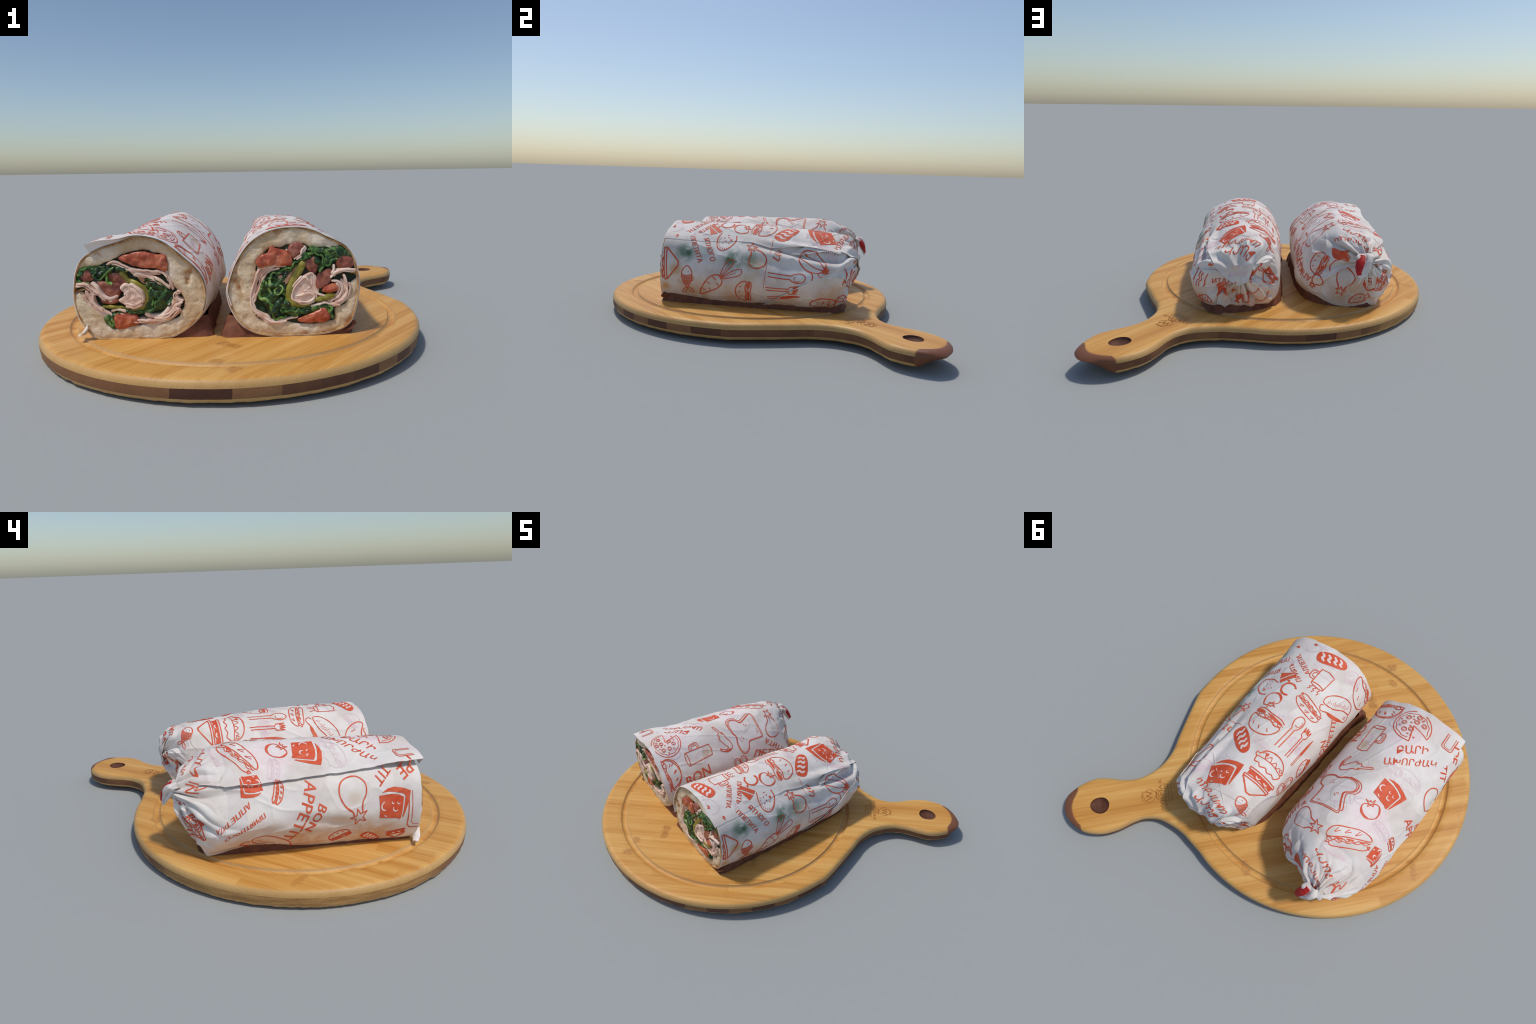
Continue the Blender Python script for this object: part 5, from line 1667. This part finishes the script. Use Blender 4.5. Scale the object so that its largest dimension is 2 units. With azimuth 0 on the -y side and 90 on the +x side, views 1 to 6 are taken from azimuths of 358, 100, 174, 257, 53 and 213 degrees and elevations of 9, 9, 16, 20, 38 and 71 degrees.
def d_pumpkin():
    return [line((0, .3), (-.2, .22), (-.32, -.1), (-.2, -.42), (0, -.5), (.2, -.42), (.32, -.1), (.2, .22), closed=True, w=1.1), line((-.02, .3), (-.13, 0), (-.1, -.46), w=.9), line((.03, .3), (.13, 0), (.1, -.46), w=.9), leaf_star(0, .36, .12, 90, 7),
            shape((-.06, .3), (.06, .3), (.05, .42), (-.05, .42)), line((.2, .25), (.24, .36), (.14, .4), w=.8)]


def d_melon():
    out = [line((-.28, .34), (-.34, .0), (-.26, -.36), (-.05, -.5), (.18, -.36), (.34, .0), (.3, .28), w=1.2), ("fill", circle(.16, .02, .05, n=14), False)]
    for k in range(12):
        a = math.radians(150 + k * 16)
        out.append(line((.29 * math.cos(a), -.08 + .36 * math.sin(a)), (.24 * math.cos(a), -.08 + .31 * math.sin(a)), w=.6, curve=False))
    for x, y in ((-.1, .1), (.05, .14), (-.02, -.05), (.1, -.12), (-.12, -.14), (0, .26)):
        out.append(line((x - .03, y), (x, y - .02), (x + .03, y + .01), w=.7))
    return out


def d_cookie():
    return [line((-.5, -.05), (-.42, .14), (-.2, .28), (.1, .32), (.36, .22), (.5, .0), (.3, -.1), (0, -.13), (-.3, -.12), closed=True, w=1.2)] + dashes(26, -.34, .34, -.06, .2, 9, .035, .8) + \
        [("fill", circle(x, y, .028, n=9), False) for x, y in ((-.2, .05), (.02, .12), (.2, .02), (-.05, -.03), (.26, .12))]


def d_rings():
    return [loop(circle(-.25, 0, .24, .3, rot=10), 1), loop(circle(-.25, .0, .15, .2, rot=10), .8), loop(circle(.22, .05, .27, .28)), loop(circle(.24, .03, .17, .18), .8), line((-.05, -.2), (.1, -.3), (.3, -.26), w=.8)]


def d_jar():
    return [line((-.3, .5), (-.3, -.4), (-.22, -.5), (.22, -.5), (.3, -.4), (.3, .5), curve=False), line((-.2, .5), (-.2, -.32), (-.12, -.4), (.14, -.4), (.2, -.32), (.2, .5), curve=False, w=.6)]


def d_signpost():
    return [("line", circle(0, -.28, .22, .22, -40, 230, 40, 30), 1.9, False, False), line((.02, -.06), (.06, .02), (.0, .08), w=1.4, curve=False), shape((-.26, .07), (.26, .13), (.26, .26), (-.26, .21), curve=False), shape((-.26, .26), (.26, .31), (-.2, .5), curve=False)]


def d_rule():
    return [line((0, -.5), (0, .5), w=.45, curve=False)]


def d_tick():
    return [line((-.2, -.4), (0, .1), (.15, -.2), (.3, .5), w=1.2), line((-.3, -.2), (-.1, .3), w=.9)]


def d_arc():
    return [line((-.5, 0), (-.3, -.16), (0, -.22), (.3, -.15), (.5, .02), w=1.1)]


def d_patch():
    return [shape((-.3, -.5), (.1, -.46), (.3, -.2), (.22, .2), (.3, .5), (-.1, .4), (-.3, .5), (-.22, .0))]


def d_cup():
    return [line((-.3, .5), (-.28, .2), (-.32, -.1), (-.26, -.5)), line((-.05, .5), (-.1, .2), (-.02, 0), (-.12, -.2), (-.06, -.5)), line((.1, .5), (.04, .2), (.12, 0), (.02, -.2), (.1, -.5)), line((.35, .5), (.3, .1), (.36, -.2), (.3, -.5))]


UPRIGHT = {"tomato", "cheese", "loaf", "mug", "tankard", "pizza", "toast", "eggplant", "fish", "carrot", "pumpkin", "melon", "jar", "signpost", "rule", "tick", "patch", "cup"}
PRINT_NAMES = {"wedge": "triangle_sandwich", "bun": "bun_sandwich", "sub": "long_sandwich", "tick": "brush_mark", "patch": "ink_patch", "arc": "ink_arc", "rule": "ink_rule", "cup": "ink_stripes", "cookie": "half_cookie", "rings": "onion_rings"}


def drawing(icon, scale, pen=1.0):
    """triangles of one drawing in its own frame (anchor distance 1): list of (kind, xy, faces)"""
    if ":" in icon:
        style, words = icon.split(":")
        v, f = text_mesh(words, 1.0, .28 if style == "armenian" else .14, 1.0)
        width = np.ptp(v[:, 0])
        v, f = v / width, f
        # thicken to a brush hand: a slightly shifted copy
        v, f = finer(v, f, .011 / scale)
        t = .0009 / scale
        return [("ink", v + (t, 0), f), ("ink", v - (t, t * .6), f)]
    lw = .0052 * pen / scale
    out = []
    for item in globals()["d_" + icon]():
        kind, p = item[0], item[1]
        if kind == "line":
            _, p, w, curve, closed = item
            n = max(6, int(np.linalg.norm(np.diff(p, axis=0), axis=1).sum() * scale / .004))
            if curve:
                p = spline(p, n + 6, closed)
            else:
                q = np.vstack([p, p[:1]]) if closed else p
                s = np.r_[0, np.cumsum(np.linalg.norm(np.diff(q, axis=0), axis=1))]
                at = np.unique(np.r_[np.linspace(0, s[-1], n + 1), s])
                q = np.stack([np.interp(at, s, q[:, 0]), np.interp(at, s, q[:, 1])], 1)
                p = q[:-1] if closed else q
            hand = w * lw * (1 + .22 * noise(np.arange(len(p)) * .23, p[0, 0] * 9, 1, 5))
            out.append(("ink", *ribbon(p, hand, closed)))
        elif kind == "fill":
            o = spline(p, max(30, int(len(p) * 8)), True) if item[2] else p
            if not item[2]:
                q = np.vstack([p, p[:1]])
                s = np.r_[0, np.cumsum(np.linalg.norm(np.diff(q, axis=0), axis=1))]
                at = np.unique(np.r_[np.linspace(0, s[-1], max(12, int(s[-1] * scale / .006))), s])[:-1]
                o = np.stack([np.interp(at, s, q[:, 0]), np.interp(at, s, q[:, 1])], 1)
            v, f = triangulate(o, spacing=max(.006 / scale, np.ptp(o[:, 0]) / 40, np.ptp(o[:, 1]) / 40))
            cen = np.array([v[list(t)].mean(0) for t in f])
            out.append(("ink", v, [t for t, k in zip(f, inside(cen, o)) if k]))
        else:
            q = spline(p, max(8, int(np.linalg.norm(np.diff(p, axis=0), axis=1).sum() * scale / .004)))
            taper = np.sin(np.linspace(.35, math.pi - .35, len(q))) ** .6
            out.append(("clear", *ribbon(q, item[2] * lw * taper)))
    return out


def finer(v, f, most):
    """split long triangles so that flat letters can bend with the paper"""
    v = [tuple(p) for p in v]
    todo, done, cut = [list(t) for t in f], [], {}
    while todo:
        t = todo.pop()
        L = [math.dist(v[t[i]], v[t[(i + 1) % 3]]) for i in range(3)]
        k = L.index(max(L))
        if L[k] <= most:
            done.append(t)
            continue
        a, b, c = t[k], t[(k + 1) % 3], t[(k + 2) % 3]
        key = (min(a, b), max(a, b))
        if key not in cut:
            cut[key] = len(v)
            v.append(((v[a][0] + v[b][0]) / 2, (v[a][1] + v[b][1]) / 2))
        todo += [[a, cut[key], c], [cut[key], b, c]]
    return np.array(v), done


def build_prints(side, roll, body, sheets):
    ink = plain("red_ink", srgb(216, 80, 46), srgb(222, 106, 72), 22, .6, .05)
    dim = plain("ink_showing_through", srgb(226, 200, 202), srgb(230, 208, 208), 30, .6, .05)
    blank = plain("unprinted_paper", srgb(240, 220, 212), srgb(236, 208, 198), 40, .6, .05)
    tree = bvh_of([body] + sheets)
    for icon, kind, p, q in PRINTS[side]:
        P, Q = np.array(p), np.array(q)
        D = Q - P
        scale = float(np.linalg.norm(D))
        parts = drawing(icon, scale, .7 if "ghost" in kind else 1.0)
        upright = icon in UPRIGHT
        mid = (P + Q) / 2
        groups = {"ink": [[], [], 0], "clear": [[], [], 0]}
        for k, v, f in parts:
            g = groups[k]
            g[0].append(v)
            g[1] += [[i + g[2] for i in t] for t in f]
            g[2] += len(v)
        for k, (vs, fs, n) in groups.items():
            if not n:
                continue
            v = np.vstack(vs) * scale
            lift = .0008 if "ghost" in kind else .0014 if k == "ink" else .0022
            if "end" in kind:
                c = Vector(mid)
                _, nrm, _, _ = tree.find_nearest(c)
                # average the facing over the drawing's own width
                acc = Vector((0, 0, 0))
                for a in range(12):
                    h = tree.find_nearest(c + Vector((math.cos(a), .2, math.sin(a))) * scale * .35)
                    acc += h[1]
                nrm = (acc + Vector((0, 3.0, 0))).normalized()
                u = Vector(D / scale)
                u = (u - nrm * u.dot(nrm)).normalized()
                r = u.cross(nrm) if upright else u
                u = u if upright else nrm.cross(u)
                at = np.array(mid) + v[:, :1] * np.array(r) + v[:, 1:] * np.array(u)
                N = np.tile(np.array(nrm), (len(at), 1))
            else:
                u = D / scale
                r = np.array([u[1], -u[0]]) if upright else u
                u = u if upright else np.array([-u[1], u[0]])
                wl = mid + v[:, :1] * r + v[:, 1:] * u
                th, tau = roll.from_sheet(wl[:, 0], np.maximum(wl[:, 1], -.02))
                at, N = roll.surface(th, tau), roll.normal(th, tau)
                N = np.where(wl[:, 1:] < .004, 0, N)
            pos, good = np.zeros((len(at), 3)), np.zeros(len(at), bool)
            for i, (a, m) in enumerate(zip(at, N)):
                if not m.any():
                    continue
                m = Vector(m)
                h = tree.ray_cast(Vector(a) + m * .07, -m, .14)
                if h[0] is not None:
                    hn = h[1] if h[1].dot(m) > 0 else -h[1]
                    pos[i], good[i] = h[0] + (hn * .5 + m * .5).normalized() * lift, True
            keep = []
            for t in fs:
                if good[t].all() and max(np.linalg.norm(pos[t[i]] - pos[t[i - 1]]) for i in range(len(t))) < .045:
                    keep.append(t)
            if not keep:
                continue
            name = ("lettering" if ":" in icon else PRINT_NAMES.get(icon, icon)) + ("_faint_print" if "ghost" in kind else "_print" if k == "ink" else "_highlight")
            o = mesh_object(name, pos, keep, dim if "ghost" in kind else ink if k == "ink" else blank, body)
            drop_loose(o)


def drop_loose(o):
    import bmesh
    bm = bmesh.new()
    bm.from_mesh(o.data)
    bmesh.ops.delete(bm, geom=[v for v in bm.verts if not v.link_faces], context="VERTS")
    bm.to_mesh(o.data)
    bm.free()


build_board()
PAPERS, MATS = build_rolls()
for SIDE, (BODY, FLAP) in PAPERS.items():
    SHEETS = [FLAP]
    if SIDE == "right":
        SHEETS += [o for o in BODY.children if o.name.startswith("side_fold")]
        SHEETS += build_panels(BODY, FLAP, BODY.data.materials[0])
    build_prints(SIDE, ROLLS[SIDE], BODY, SHEETS)
